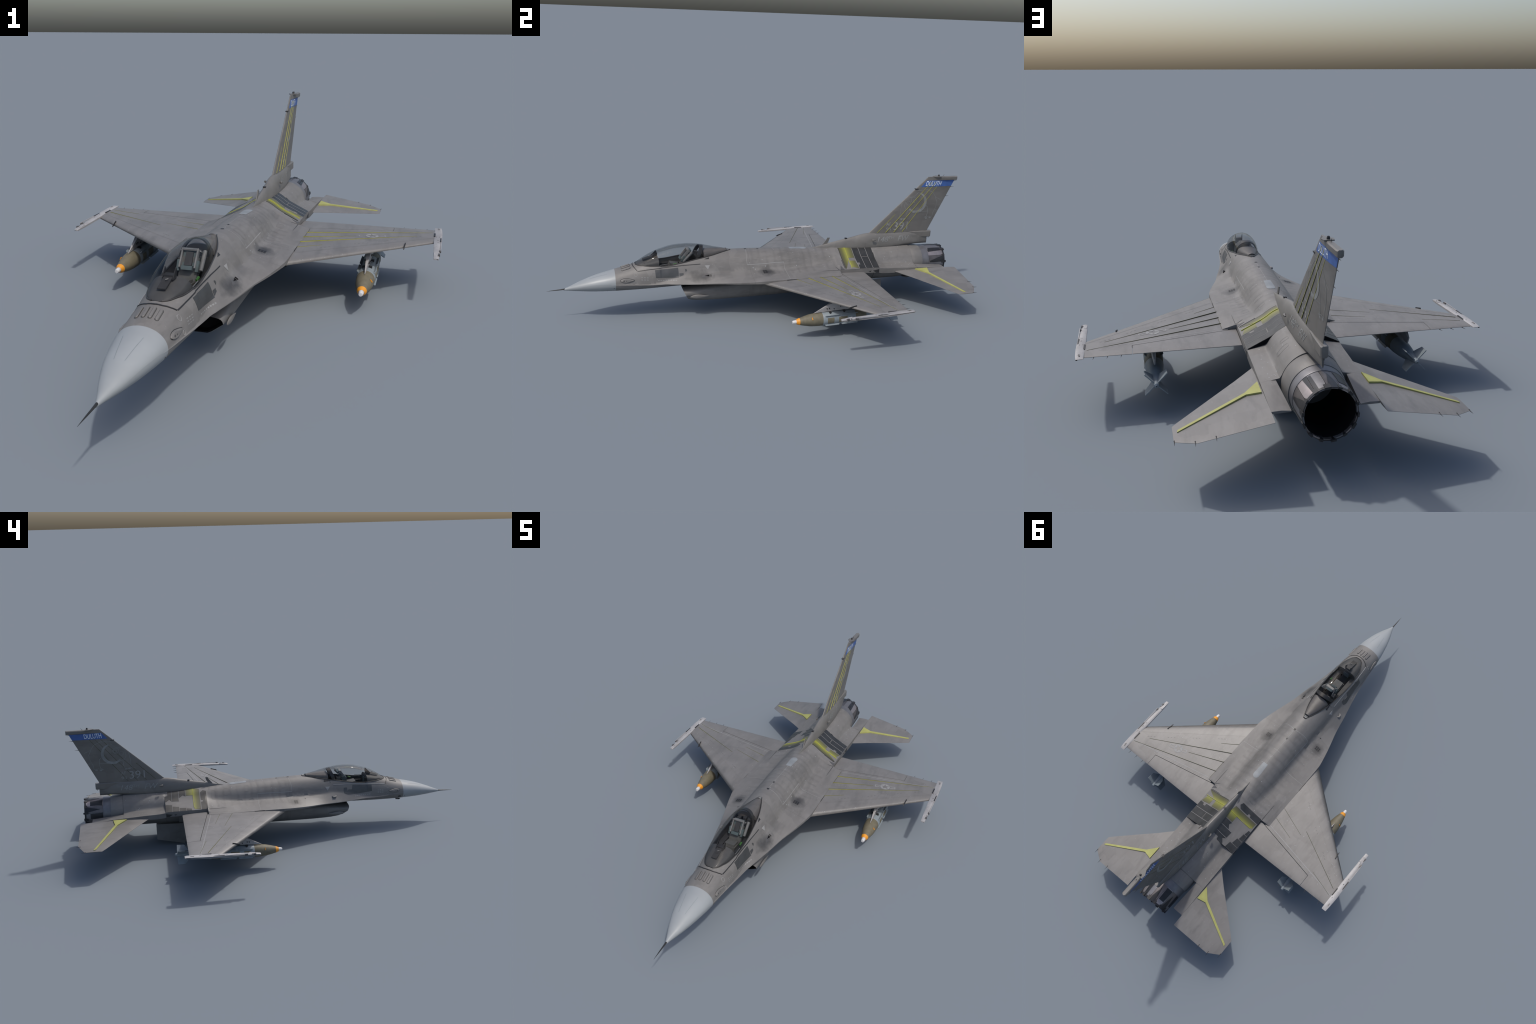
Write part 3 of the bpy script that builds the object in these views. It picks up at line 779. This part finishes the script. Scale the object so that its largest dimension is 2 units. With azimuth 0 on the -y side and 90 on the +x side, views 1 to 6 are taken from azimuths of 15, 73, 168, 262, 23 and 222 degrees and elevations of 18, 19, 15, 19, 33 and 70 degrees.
def lay(name, bm, plane, tree, mat, parent, off=.0007, grid=.007, thick=True, kind=None):
    """lay a flat sheet on a surface: plane 'top' = (x, y) from above, 'left'/'right' = (y, z) from the side"""
    sheet(bm, grid)
    bad = []; inner = {}
    for v in bm.verts:
        a, b = v.co.x, v.co.y
        if plane == 'top': o, d = Vector((a, b, 1.)), Vector((0, 0, -1))
        elif plane == 'left': o, d = Vector((1., a, b)), Vector((-1, 0, 0))
        else: o, d = Vector((-1., a, b)), Vector((1, 0, 0))
        h = tree.ray_cast(o, d)
        if h[0] is None: bad.append(v); continue
        n = h[1]
        if n.dot(d) > 0: n = -n
        v.co = h[0] + n*off
    bmesh.ops.delete(bm, geom=bad, context='VERTS')
    if not bm.faces: bm.free(); return None
    bmesh.ops.recalc_face_normals(bm, faces=bm.faces)
    want = {'top': Vector((0, 0, 1)), 'left': Vector((1, 0, 0)), 'right': Vector((-1, 0, 0))}[plane]
    for f in bm.faces:
        if f.normal.dot(want) < 0: f.normal_flip()
    if thick:
        edges = [e for e in bm.edges if len(e.link_faces) == 1]
        r = bmesh.ops.extrude_edge_only(bm, edges=edges)
        for g in r['geom']:
            if isinstance(g, bmesh.types.BMVert): g.co -= want*off*1.6
    me = bpy.data.meshes.new(name); bm.to_mesh(me); bm.free()
    me.materials.append(mat)
    ob = bpy.data.objects.new(name, me); SC.objects.link(ob); ob.parent = parent
    if kind: ob['kind'] = kind
    return ob

def poly_bm(*polys):
    bm = bmesh.new()
    for p in polys: bm.faces.new([bm.verts.new((a, b, 0)) for a, b in p])
    return bm

def stroke(pts, w):
    """ribbon outline round a polyline; w may taper (w0, w1)"""
    w0, w1 = w if hasattr(w, '__len__') else (w, w)
    P = [Vector(p) for p in pts]; L, R = [], []
    for i, p in enumerate(P):
        t = (P[min(i+1, len(P)-1)] - P[max(i-1, 0)]).normalized(); n = Vector((-t.y, t.x))
        ww = lerp(w0, w1, i/max(1, len(P)-1))/2
        L.append(p + n*ww); R.append(p - n*ww)
    return [tuple(map(tuple, (L[i], L[i+1], R[i+1], R[i]))) for i in range(len(P)-1)]

def disc(cx, cy, r, n=20, r2=None):
    return [(cx + r*math.cos(2*math.pi*k/n), cy + (r2 or r)*math.sin(2*math.pi*k/n)) for k in range(n)]

def text_bm(word, left, right, low, high, shear=0., flip=False):
    """built-in font stretched into a box; u runs left to right as it is read"""
    cu = bpy.data.curves.new('lettering', 'FONT'); cu.body = word; cu.resolution_u = 3
    ob = bpy.data.objects.new('lettering', cu); SC.objects.link(ob)
    bpy.context.view_layer.update()
    me = bpy.data.meshes.new_from_object(ob.evaluated_get(bpy.context.evaluated_depsgraph_get()))
    bpy.data.objects.remove(ob); bpy.data.curves.remove(cu)
    bm = bmesh.new(); bm.from_mesh(me); bpy.data.meshes.remove(me)
    x0 = min(v.co.x for v in bm.verts); x1 = max(v.co.x for v in bm.verts)
    y0 = min(v.co.y for v in bm.verts); y1 = max(v.co.y for v in bm.verts)
    for v in bm.verts:
        u = (v.co.x - x0)/(x1 - x0); w = (v.co.y - y0)/(y1 - y0)
        v.co = Vector((left + (right - left)*u + shear*(high - low)*w, low + (high - low)*w, 0))
    return bm

T_WING = tree_of(WINGS + [o for o in bpy.data.objects if o.name.startswith('flap')])
T_FIN = tree_of([FIN, FAIR]); T_TOP = tree_of([FUSE, RADOME] + WINGS)

# --- broken-open roof: primer bays and bare slats between the frames, left then right
M_BAY0 = y_gradient('primer_bay', [(0., (.055, .052, .035)), (.5, (.10, .10, .03)), (1., (.22, .225, .042))], .371, .403)
M_BAY1 = y_gradient('primer_bay_rear', [(0., (.21, .215, .042)), (.45, (.12, .12, .035)), (1., (.06, .058, .04))], .404, .441)
def bay(pts, mat, name='roof_bay'): return lay(name, poly_bm(*pts), 'top', T_BODY, mat, FUSE)
bay([[(.018, .3715), (.138, .3715), (.134, .3765), (.091, .4000), (.018, .4015)]], M_BAY0)
bay([[(.018, .4045), (.074, .4045), (.074, .4385), (.018, .4385)]], M_BAY1)
bay([[(.092, .4065), (.128, .4065), (.139, .4385), (.1185, .4385), (.105, .4350), (.092, .4350)]], M_BAY1)
bay([[(.018, .4410), (.104, .4410), (.1045, .4535), (.117, .4530), (.1185, .4440), (.141, .4410), (.141, .4735), (.018, .4735)]], M_SLAT, 'roof_slat')
bay([[(.018, .4760), (.0705, .4760), (.0705, .5095), (.018, .5095)], [(.073, .4760), (.141, .4760), (.141, .5095), (.073, .5095)]], M_SLAT, 'roof_slat')
bay([[(.018, .5120), (.141, .5120), (.141, .5430), (.018, .5430)]], M_SLAT, 'roof_slat')
bay([[(.086, .3650), (.135, .3650), (.136, .3672), (.086, .3672)]], M_BLACK, 'painted_step_shadow')
bay([[(.018, .3693), (.139, .3693), (.139, .3712), (.018, .3712)]], M_BLACK, 'painted_step_shadow')
bay([[(-.040, .3360), (-.141, .3360), (-.141, .3660), (-.098, .3660), (-.096, .3570), (-.086, .3560), (-.084, .3660), (-.045, .3660), (-.034, .3520)]], M_SLAT, 'roof_slat')
bay([[(-.024, .3700), (-.138, .3700), (-.136, .4000), (-.100, .4015), (-.095, .3985), (-.060, .4015), (-.018, .4015)]], M_BAY0)
bay([[(-.018, .4045), (-.054, .4045), (-.054, .4390), (-.018, .4390)]], M_BAY1)
bay([[(-.018, .4410), (-.056, .4410), (-.050, .4540), (-.062, .4730), (-.018, .4735)]], M_SLAT, 'roof_slat')
bay([[(-.018, .4760), (-.080, .4760), (-.078, .5090), (-.018, .5090)]], M_SLAT, 'roof_slat')
bay([[(-.018, .5110), (-.078, .5110), (-.066, .5220), (-.081, .5420), (-.050, .5430), (-.048, .5300), (-.018, .5300)]], M_SLAT, 'roof_slat')
bay([[(-.101, .5110), (-.141, .5110), (-.141, .5425), (-.097, .5425)], [(-.115, .4770), (-.141, .4770), (-.141, .5085), (-.1105, .5085)],
     [(-.125, .4430), (-.141, .4430), (-.141, .4745), (-.122, .4745)], [(-.132, .4150), (-.141, .4150), (-.141, .4405), (-.128, .4405)]], M_SLAT, 'roof_slat')
# frames standing proud between the bays
def frame(y, x0, x1, h, w, mat, name):
    pts = [(x, top_z(x, y)) for x in np.linspace(x0, x1, 14)]; v = []
    for x, z in pts: v += [(x, y - w/2, z - .001), (x, y + w/2, z - .001), (x, y + w/2, z + h), (x, y - w/2, z + h)]
    add(name, v, grid_faces(14, 4, True) + [(0, 1, 2, 3), tuple(range(52, 56))], mat, FUSE)
frame(.4030, .020, .137, .0030, .0018, M_LIME, 'primer_frame')
frame(.4030, -.020, -.130, .0022, .0018, M_LIME, 'primer_frame')
for y, a, b in ((.4398, .02, .14), (.4748, .02, .14), (.5108, .02, .14), (.4398, -.02, -.058), (.4748, -.02, -.08), (.5098, -.02, -.08)):
    frame(y, a, b, .0011, .0011, M_MARKDIM, 'roof_frame')
# dark openings in the shelf wall and skin flaps at the front corner
for s, pl in ((1, 'left'), (-1, 'right')):
    lay('wall_opening', poly_bm([(.511, .187), (.543, .193), (.543, .1765), (.528, .1765)], [(.488, .186), (.503, .188), (.498, .182)]), pl, T_BODY, M_BLACK, FUSE)
lay('torn_corner', poly_bm([(.142, .341), (.142, .362), (.118, .350)]), 'top', T_BODY, M_COAMING, FUSE)
lay('torn_corner', poly_bm([(.120, .322), (.152, .334), (.142, .3365)]), 'top', T_BODY, M_COAMING, FUSE)

# --- side panels, seams and openings of the forward body
lay('bare_skin_panel', poly_bm([(-.5255, .2325), (-.5235, .2000), (-.4405, .1970), (-.4210, .1980), (-.4216, .2385), (-.463, .2350)]), 'left', T_BODY, M_PANEL, FUSE)
lay('bare_skin_panel', poly_bm([(-.4180, .2005), (-.3990, .2072), (-.3990, .2148), (-.4175, .2141)], [(-.3916, .2314), (-.3846, .2311), (-.3823, .2248), (-.3897, .2204)]), 'left', T_BODY, M_PANEL, FUSE)
lay('bare_skin_panel', poly_bm([(-.5250, .2320), (-.5250, .2021), (-.4845, .1987), (-.4407, .1963), (-.3918, .1985), (-.3734, .2067), (-.3737, .2309), (-.3902, .2313), (-.3923, .2142), (-.3981, .2207), (-.4177, .2200), (-.4218, .2400)]), 'right', T_BODY, M_PANEL, FUSE)
for pl in ('left', 'right'):
    lay('canopy_seam', poly_bm(*stroke([(-.6000, .2280), (-.560, .2335), (-.463, .2425), (-.39, .2470), (-.3195, .2490)], (.0022, .0020)),), pl, T_BODY, M_BLACK if pl == 'left' else M_MARKDIM, FUSE, off=.0009)
    lay('marking_triangle', poly_bm([(-.3000, .2425), (-.2760, .2425), (-.2865, .2245)]), pl, T_BODY, M_MARKDIM, FUSE)
    lay('vent_wedge', poly_bm([(-.2990, .2665), (-.2760, .2725), (-.2765, .2660)]), pl, T_BODY, M_BLACK, FUSE)
    lay('stencil_ring', poly_bm(*stroke(disc(-.6116, .2140, .0068) + [(-.6048, .2140)], .0009)), pl, T_BODY, M_MARKDIM, FUSE)
    lay('stencil_ring', poly_bm(*stroke(disc(-.6118, .1790, .0060) + [(-.6058, .1790)], .0009)), pl, T_BODY, M_MARKDIM, FUSE)
    for k in range(3):
        lay('stencil_line', poly_bm(*[[(-.588 + .012*i, .205 - .007*k), (-.588 + .012*i + .008, .205 - .007*k), (-.588 + .012*i + .008, .2025 - .007*k), (-.588 + .012*i, .2025 - .007*k)] for i in range(3)]), pl, T_BODY, M_MARKDIM, FUSE, thick=False)
    lay('stencil_line', poly_bm(*[[(-.515 + .011*i, .189), (-.507 + .011*i, .189), (-.507 + .011*i, .1855), (-.515 + .011*i, .1855)] for i in range(8)]), pl, T_BODY, M_MARKDIM, FUSE, thick=False)
lay('canopy_latch', poly_bm([(-.279, .2720), (-.272, .2690), (-.278, .2630), (-.283, .2670)], *stroke([(-.28, .2695), (-.331, .2690)], (.0022, .0028)), *stroke([(-.3028, .268), (-.306, .258)], .0012)), 'right', T_BODY, M_BLACK, FUSE)
lay('canopy_latch', poly_bm([(-.3315, .2690), (-.3245, .2685), (-.3310, .2660)]), 'left', T_BODY, M_BLACK, FUSE)
# windscreen lip
for s in (1, -1):
    pts = [(0, -.6205), (s*.02, -.6185), (s*.037, -.611), (s*.049, -.6025)]
    lay('windscreen_lip', poly_bm(*stroke(pts, (.0035, .0015))), 'top', T_BODY, M_BLACK, FUSE, off=.0016)
# gun port with its trough, engine-bay grilles
lay('gun_port', poly_bm([(-.3240, .1960), (-.3130, .2050), (-.2830, .2060), (-.2850, .1990), (-.3000, .1985)]), 'left', T_BODY, M_COAMING, FUSE)
lay('gun_port', poly_bm([(-.3050, .2030), (-.2840, .2055), (-.2850, .2000)], [(-.2800, .2055), (-.2785, .2055), (-.2785, .1990), (-.2800, .1990)], [(-.2760, .2055), (-.2748, .2055), (-.2748, .1990), (-.2760, .1990)]), 'left', T_BODY, M_DARK, FUSE, off=.0012)
for x0, y0, sx in ((.101, -.030, 1), (-.130, -.121, 1)):
    for i in range(3):
        for j in range(2):
            a = x0 + i*.0085*1 - .008; b = y0 + j*.0105
            lay('grille_slot', poly_bm([(a, b), (a + .0062, b), (a + .0062, b + .0085), (a, b + .0085)]), 'top', T_BODY, M_BLACK, FUSE)
lay('spine_vent', poly_bm(disc(0, -.093, .0055, 16)), 'top', T_BODY, M_BLACK, FUSE)
lay('spine_vent', poly_bm([(-.003, -.037), (.003, -.037), (.003, -.028), (-.003, -.028)]), 'top', T_BODY, M_BLACK, FUSE)
lay('spine_vent', poly_bm(disc(-.105, -.163, .0028, 10)), 'top', T_BODY, M_BLACK, FUSE)
lay('spine_panel', poly_bm([(-.012, .125), (.012, .125), (.015, .19)] + [(.015*math.cos(a), .195 + .017*math.sin(a)) for a in np.linspace(0, math.pi, 9)] + [(-.015, .19)]), 'top', T_BODY, plain('spine_pale', (.185, .20, .21), var=.12, scale=30), FUSE, thick=False)
# pale sealant seams on the back
seam = []
for s in (1, -1):
    seam += stroke([(0, -.0905), (s*.03, -.096), (s*.06, -.101), (s*.0745, -.1005)], .0016)
    seam += stroke([(s*.0745, -.1005), (s*.0735, .078)], .0013)
    seam += stroke([(s*.0735, .078), (s*.1, .0785), (s*.127, .079), (s*.18, .0785)], .0013)
seam += stroke([(0, -.09), (0, .127)], .0012) + stroke([(-.02, .042), (.02, .042)], .0012)
lay('seam_line', poly_bm(*seam), 'top', T_BODY, M_MARKDIM, FUSE, thick=False, off=.0004)
rnd = random.Random(3); bits = []
for k in range(70):
    x = rnd.uniform(-.13, .13); y = rnd.choice([rnd.uniform(-.1, .33), rnd.uniform(.56, .74)]); a = rnd.uniform(.0008, .0022); b = rnd.uniform(.0006, .002)
    bits.append(disc(x, y, a, 6, b))
lay('paint_chip', poly_bm(*bits), 'top', T_BODY, M_MARK, FUSE, thick=False, off=.0004, grid=1., kind='stuff')
rnd = random.Random(5); bits = []
for k in range(70):
    s = rnd.choice((1, -1)); x = rnd.uniform(.20, .60); c = rnd.choice((rnd.gauss(.04, .01), rnd.gauss(.22, .02), rnd.uniform(.1, .9), rnd.gauss(.74, .01)))
    y = lerp(LE(x), TE(x), min(max(c, .015), .98))
    bits.append(disc(s*x, y, rnd.uniform(.0008, .003), 6, rnd.uniform(.0005, .0012)))
lay('paint_chip', poly_bm(*bits), 'top', T_WING, M_MARK, JET, thick=False, off=.0004, grid=1., kind='stuff')
# rounded access panels on the back, outlined
for s in (1, -1):
    for x, y, a, b in ((.045, -.06, .018, .014), (.05, .13, .014, .012), (.052, .235, .016, .012), (.098, .17, .013, .016), (.1, .25, .012, .016), (.098, .11, .013, .014), (.06, .30, .018, .010), (.047, .62, .012, .008), (.06, .66, .016, .010)):
        pts = [(s*(x + a*math.copysign(abs(math.cos(t))**.5, math.cos(t))), y + b*math.copysign(abs(math.sin(t))**.5, math.sin(t))) for t in np.linspace(0, 2*math.pi, 25)]
        lay('access_panel', poly_bm(*stroke(pts, .0011)), 'top', T_BODY, M_FIN, FUSE, thick=False, off=.0004)

# --- nose fittings
for x in (-.0245, -.0080, .0085, .0250):
    v = []
    for lv, (h, g) in enumerate(((-.001, 1.), (.0022, 1.), (.0034, .72))):
        for k in range(20):
            a = 2*math.pi*k/20; px = x + .0036*g*math.cos(a); py = -.651 + (.0155 if math.sin(a) > 0 else -.0155) + .0036*g*math.sin(a)
            v.append((px, py, top_z(px, py) + h))
    add('nose_aerial', v, grid_faces(3, 20, True) + [tuple(range(40, 60))], M_BODY, FUSE, smooth=30)
    lay('aerial_shadow_line', poly_bm(*stroke([(x + .0046*math.cos(a), -.651 + (.0155 if math.sin(a) > 0 else -.0155) + .0046*math.sin(a)) for a in np.linspace(0, 2*math.pi, 21)], .0010)), 'top', T_BODY, M_BLACK, FUSE, thick=False, off=.0004)
for s in (1, -1):
    tear = []
    for t in np.linspace(0, 2*math.pi, 24, endpoint=False):
        c, d = math.cos(t), math.sin(t)
        tear.append((-.653 + (.026 if c < 0 else .034)*c, .1925 + .0085*d*(1 - .42*max(0, c))))
    v = []
    for lv, (h, g) in enumerate(((-.002, 1.), (.0030, .96), (.0042, .8))):
        for y, z in tear:
            yy, zz = -.653 + (y + .653)*g, .1925 + (z - .1925)*g
            hit = T_BODY.ray_cast(Vector((s, yy, zz)), Vector((-s, 0, 0)))
            v.append((hit[0].x + s*h, yy, zz))
    add('nose_blister', v, grid_faces(3, 24, True) + [tuple(range(48, 72))], M_BODY, FUSE, smooth=30)
    pl = 'left' if s > 0 else 'right'
    lay('blister_line', poly_bm(*stroke([(-.653 + (y + .653)*1.05, .1925 + (z - .1925)*1.08) for y, z in tear] + [(-.653 + (tear[0][0] + .653)*1.05, tear[0][1])], .0012)), pl, T_BODY, M_BLACK, FUSE, thick=False, off=.0004)
    for y, r in ((-.664, .0034), (-.653, .0022)):
        hit = T_BODY.ray_cast(Vector((s, y, .192)), Vector((-s, 0, 0)))[0]
        add('blister_port', *tube([(hit.x + s*.003, y, .192), (hit.x + s*.0048, y, .192)], r, 12), M_COAMING, FUSE, smooth=40)
add('air_probe', *box(-.060, -.680, .1560, .010, .014, .003), M_BLACK, FUSE)
add('air_probe', *prism([(-.048, -.690, .1385), (-.048, -.676, .1405), (-.048, -.672, .134), (-.048, -.684, .1325)], (.004, 0, 0)), M_BLACK, FUSE)
add('air_probe', *box(-.046, -.668, .1375, .006, .006, .006), M_BLACK, FUSE)
hit = T_BODY.ray_cast(Vector((-1, -.317, .198)), Vector((1, 0, 0)))[0]
add('air_scoop', *tube([(hit.x + .004, -.327, .198), (hit.x - .003, -.322, .198), (hit.x - .004, -.310, .198), (hit.x + .004, -.305, .198)], [.004, .0052, .0052, .004], 10), M_WING, FUSE, smooth=40)
for s in (1, -1):
    lay('radome_strip', poly_bm(*stroke([(s*.024 - .002, -.735), (s*.0125, -.812)], .0011)), 'top', T_BODY, M_STEEL, RADOME, thick=False, off=.0004)
lay('radome_bolt', poly_bm(disc(-.708, .158, .0018, 8)), 'left', T_BODY, M_BLACK, RADOME)
lay('radome_bolt', poly_bm(disc(-.708, .158, .0018, 8)), 'right', T_BODY, M_BLACK, RADOME)

# --- proud ribs of wing and fin, coloured like primer
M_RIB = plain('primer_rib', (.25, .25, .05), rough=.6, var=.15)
M_RIBDARK = plain('rib_shadow_olive', (.050, .052, .026), rough=.7, var=.15)  # rib faces turned up and aft are tinted dark for their shade
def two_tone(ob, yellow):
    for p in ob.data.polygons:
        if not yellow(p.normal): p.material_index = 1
def wing_top(x, y): return wing_z(abs(x), frac(abs(x), y), True)
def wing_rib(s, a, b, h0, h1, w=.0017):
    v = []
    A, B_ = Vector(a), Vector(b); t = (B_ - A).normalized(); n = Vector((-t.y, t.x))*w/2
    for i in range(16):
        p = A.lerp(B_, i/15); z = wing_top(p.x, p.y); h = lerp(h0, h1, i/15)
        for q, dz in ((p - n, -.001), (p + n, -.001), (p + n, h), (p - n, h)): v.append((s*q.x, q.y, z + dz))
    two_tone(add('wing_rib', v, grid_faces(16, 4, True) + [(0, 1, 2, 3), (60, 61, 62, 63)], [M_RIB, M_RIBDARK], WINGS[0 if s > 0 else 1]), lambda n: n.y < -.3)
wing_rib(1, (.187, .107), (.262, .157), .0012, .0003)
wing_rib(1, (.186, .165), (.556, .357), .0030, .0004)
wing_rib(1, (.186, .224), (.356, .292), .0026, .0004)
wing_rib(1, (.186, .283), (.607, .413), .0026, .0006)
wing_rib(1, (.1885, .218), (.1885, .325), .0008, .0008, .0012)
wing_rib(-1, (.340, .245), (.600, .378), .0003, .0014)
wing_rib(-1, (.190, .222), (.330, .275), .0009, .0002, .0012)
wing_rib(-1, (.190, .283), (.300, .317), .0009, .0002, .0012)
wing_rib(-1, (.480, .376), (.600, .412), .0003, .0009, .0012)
for s in (1, -1):
    lay('root_gap', poly_bm(*stroke([(s*.1885, .06), (s*.1885, .11)], .0014), *stroke([(s*.145, .2440), (s*.145, .334)], (.0006, .0022))), 'top', T_TOP, M_BLACK, JET, thick=False)
    lay('hinge_seam', poly_bm(*stroke([(s*.193, .0535), (s*.40, .2010), (s*.613, .3555)], .0011)), 'top', T_WING, M_FIN, JET, thick=False, off=.0003)
    lay('hinge_seam', poly_bm(*stroke([(s*.192, .3285), (s*.40, .3700), (s*.61, .4110)], .0030)), 'top', T_WING, M_MARKDIM, JET, thick=False, off=.0003)
    k = []
    for x in (.26, .36, .46, .54):
        y = LE(x) + .115*(1 - (x - .19)*.9)
        for i in range(3): k.append([(s*(x + i*.012), y + i*.009), (s*(x + i*.012 + .006), y + i*.009 + .004), (s*(x + i*.012 + .006), y + i*.009 + .0055), (s*(x + i*.012), y + i*.009 + .0015)])
    lay('stencil_line', poly_bm(*k), 'top', T_WING, M_COAMING, JET, thick=False, off=.0003)

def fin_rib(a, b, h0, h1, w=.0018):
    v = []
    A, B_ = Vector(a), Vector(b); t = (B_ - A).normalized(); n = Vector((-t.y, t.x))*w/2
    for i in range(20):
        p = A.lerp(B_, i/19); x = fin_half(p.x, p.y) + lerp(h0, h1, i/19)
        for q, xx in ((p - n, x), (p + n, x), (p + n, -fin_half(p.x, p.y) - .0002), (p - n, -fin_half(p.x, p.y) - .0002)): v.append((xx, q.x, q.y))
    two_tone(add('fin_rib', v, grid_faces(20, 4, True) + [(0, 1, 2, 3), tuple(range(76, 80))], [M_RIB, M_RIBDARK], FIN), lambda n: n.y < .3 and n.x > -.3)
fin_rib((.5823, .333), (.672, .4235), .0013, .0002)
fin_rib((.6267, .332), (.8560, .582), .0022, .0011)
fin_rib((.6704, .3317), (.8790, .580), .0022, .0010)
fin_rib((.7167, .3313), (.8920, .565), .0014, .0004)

# --- insignia on the left wing
cx, cy = .4085, .3085; ax = Vector((.966, .26)).normalized(); ay = Vector((-ax.y, ax.x))
def ins(u, w): q = Vector((cx, cy)) + ax*u + ay*w; return (q.x, q.y)
star = [ins(*( (r*math.sin(2*math.pi*k/10), r*math.cos(2*math.pi*k/10)) )) for k in range(10) for r in ((.0205 if k % 2 == 0 else .0078),)]
ringp = []
for k in range(10):
    a0, a1 = 2*math.pi*k/10, 2*math.pi*(k+1)/10
    outer = [ins(.0215*math.sin(lerp(a0, a1, t)), .0215*math.cos(lerp(a0, a1, t))) for t in (0, .33, .66, 1)]
    ringp.append(outer + [star[(k+1) % 10], star[k]])
bars = []
for s in (1, -1):
    for w0, w1 in ((.0045, .0085), (-.0085, -.0045)): bars.append([ins(s*.0225, w0), ins(s*.046, w0), ins(s*.046, w1), ins(s*.0225, w1)])
    bars.append([ins(s*.042, -.0045), ins(s*.046, -.0045), ins(s*.046, .0045), ins(s*.042, .0045)])
lay('wing_insignia', poly_bm(*ringp, *bars), 'top', T_WING, M_MARKDIM, WINGS[0], thick=False, off=.0006)

# --- tail markings
M_DIMFIN = plain('mark_faded', (.185, .193, .192), rough=.55, var=.2)
M_NUMBER = plain('mark_number', (.225, .232, .23), rough=.55, var=.2)
for s, pl in ((1, 'left'), (-1, 'right')):
    lay('tail_band', poly_bm([(.8000, .5575), (FIN_LE(.588) + .013, .588), (FIN_TE(.588) - .0008, .588), (FIN_TE(.5575) - .0008, .5575)]), pl, T_FIN, M_BLUE, FIN, off=.0005, grid=.012)
    a, b = (.8225, .9050) if s > 0 else (.9085, .8260)
    lay('tail_lettering', text_bm('DULUTH', a, b, .5625, .5855, .30 if s > 0 else .12), pl, T_FIN, M_LETTER, FIN, off=.0010, thick=False)
    a, b = (.668, .744) if s > 0 else (.709, .633)
    lay('tail_lettering', text_bm('391', a, b, .3430, .3835, 0.), pl, T_FIN, M_NUMBER, FIN, off=.0007, thick=False)
    a, b = (.627, .652) if s > 0 else (.749, .725)
    lay('tail_lettering', text_bm('AF', a, b, .3670, .3830, 0.), pl, T_FIN, M_NUMBER, FIN, off=.0007, thick=False)
    lay('tail_lettering', text_bm('91', a, b, .3425, .3570, 0.), pl, T_FIN, M_NUMBER, FIN, off=.0007, thick=False)
    a, b = (.580, .668) if s > 0 else (.757, .668)
    lay('fairing_lettering', text_bm('148', a, lerp(a, b, .62), .289, .3135, .35*s), pl, T_FIN, M_DIMFIN, FAIR, off=.0007, thick=False)
    lay('fairing_lettering', text_bm('TH', lerp(a, b, .66), b, .302, .3135, .35*s), pl, T_FIN, M_DIMFIN, FAIR, off=.0007, thick=False)
    a, b = (.690, .745) if s > 0 else (.640, .580)
    lay('fairing_lettering', text_bm('FW', a, b, .289, .3135, .35*s), pl, T_FIN, M_DIMFIN, FAIR, off=.0007, thick=False)
    # plain emblem: a broad crescent, rings and loops
    em = []
    outer = [(.784 + .054*math.cos(t), .478 + .052*math.sin(t)) for t in np.linspace(-2.4, 1.25, 22)]
    innr = [(.780 + .044*math.cos(t), .482 + .044*math.sin(t)) for t in np.linspace(-2.4, 1.25, 22)]
    em += [[outer[i], outer[i+1], innr[i+1], innr[i]] for i in range(21)]
    for q in ([(.785, .540), (.835, .543), (.868, .528), (.886, .503), (.918, .488)],
              [(.884, .502), (.897, .478), (.892, .450), (.881, .425), (.879, .408)], [(.890, .440), (.902, .430)],
              [(.834, .465), (.848, .452), (.850, .430), (.846, .408), (.832, .400)], [(.792, .430), (.850, .433)],
              [(.718, .505), (.704, .480), (.699, .450), (.697, .415), (.688, .402)], [(.735, .440), (.733, .420), (.730, .403)],
              [(.722, .485), (.717, .462), (.728, .445), (.752, .440)], [(.733, .515), (.752, .530), (.770, .545)], [(.742, .505), (.765, .510), (.788, .530)],
              [(.690, .402), (.712, .398), (.730, .402)], [(.832, .400), (.855, .405), (.879, .404)]):
        em += stroke(q, .0020)
    for x, z, r in ((.765, .493, .014), (.770, .490, .008), (.738, .478, .010)): em += stroke(disc(x, z, r) + [(x + r, z)], .0018)
    em += [disc(.706, .398, .007, 8, .004), disc(.722, .396, .006, 8, .004), disc(.845, .396, .007, 8, .004), disc(.866, .398, .007, 8, .004), disc(.772, .432, .010, 8, .006)]
    lay('tail_emblem', poly_bm(*em), pl, T_FIN, M_DIMFIN, FIN, off=.0006, thick=False, grid=.02)
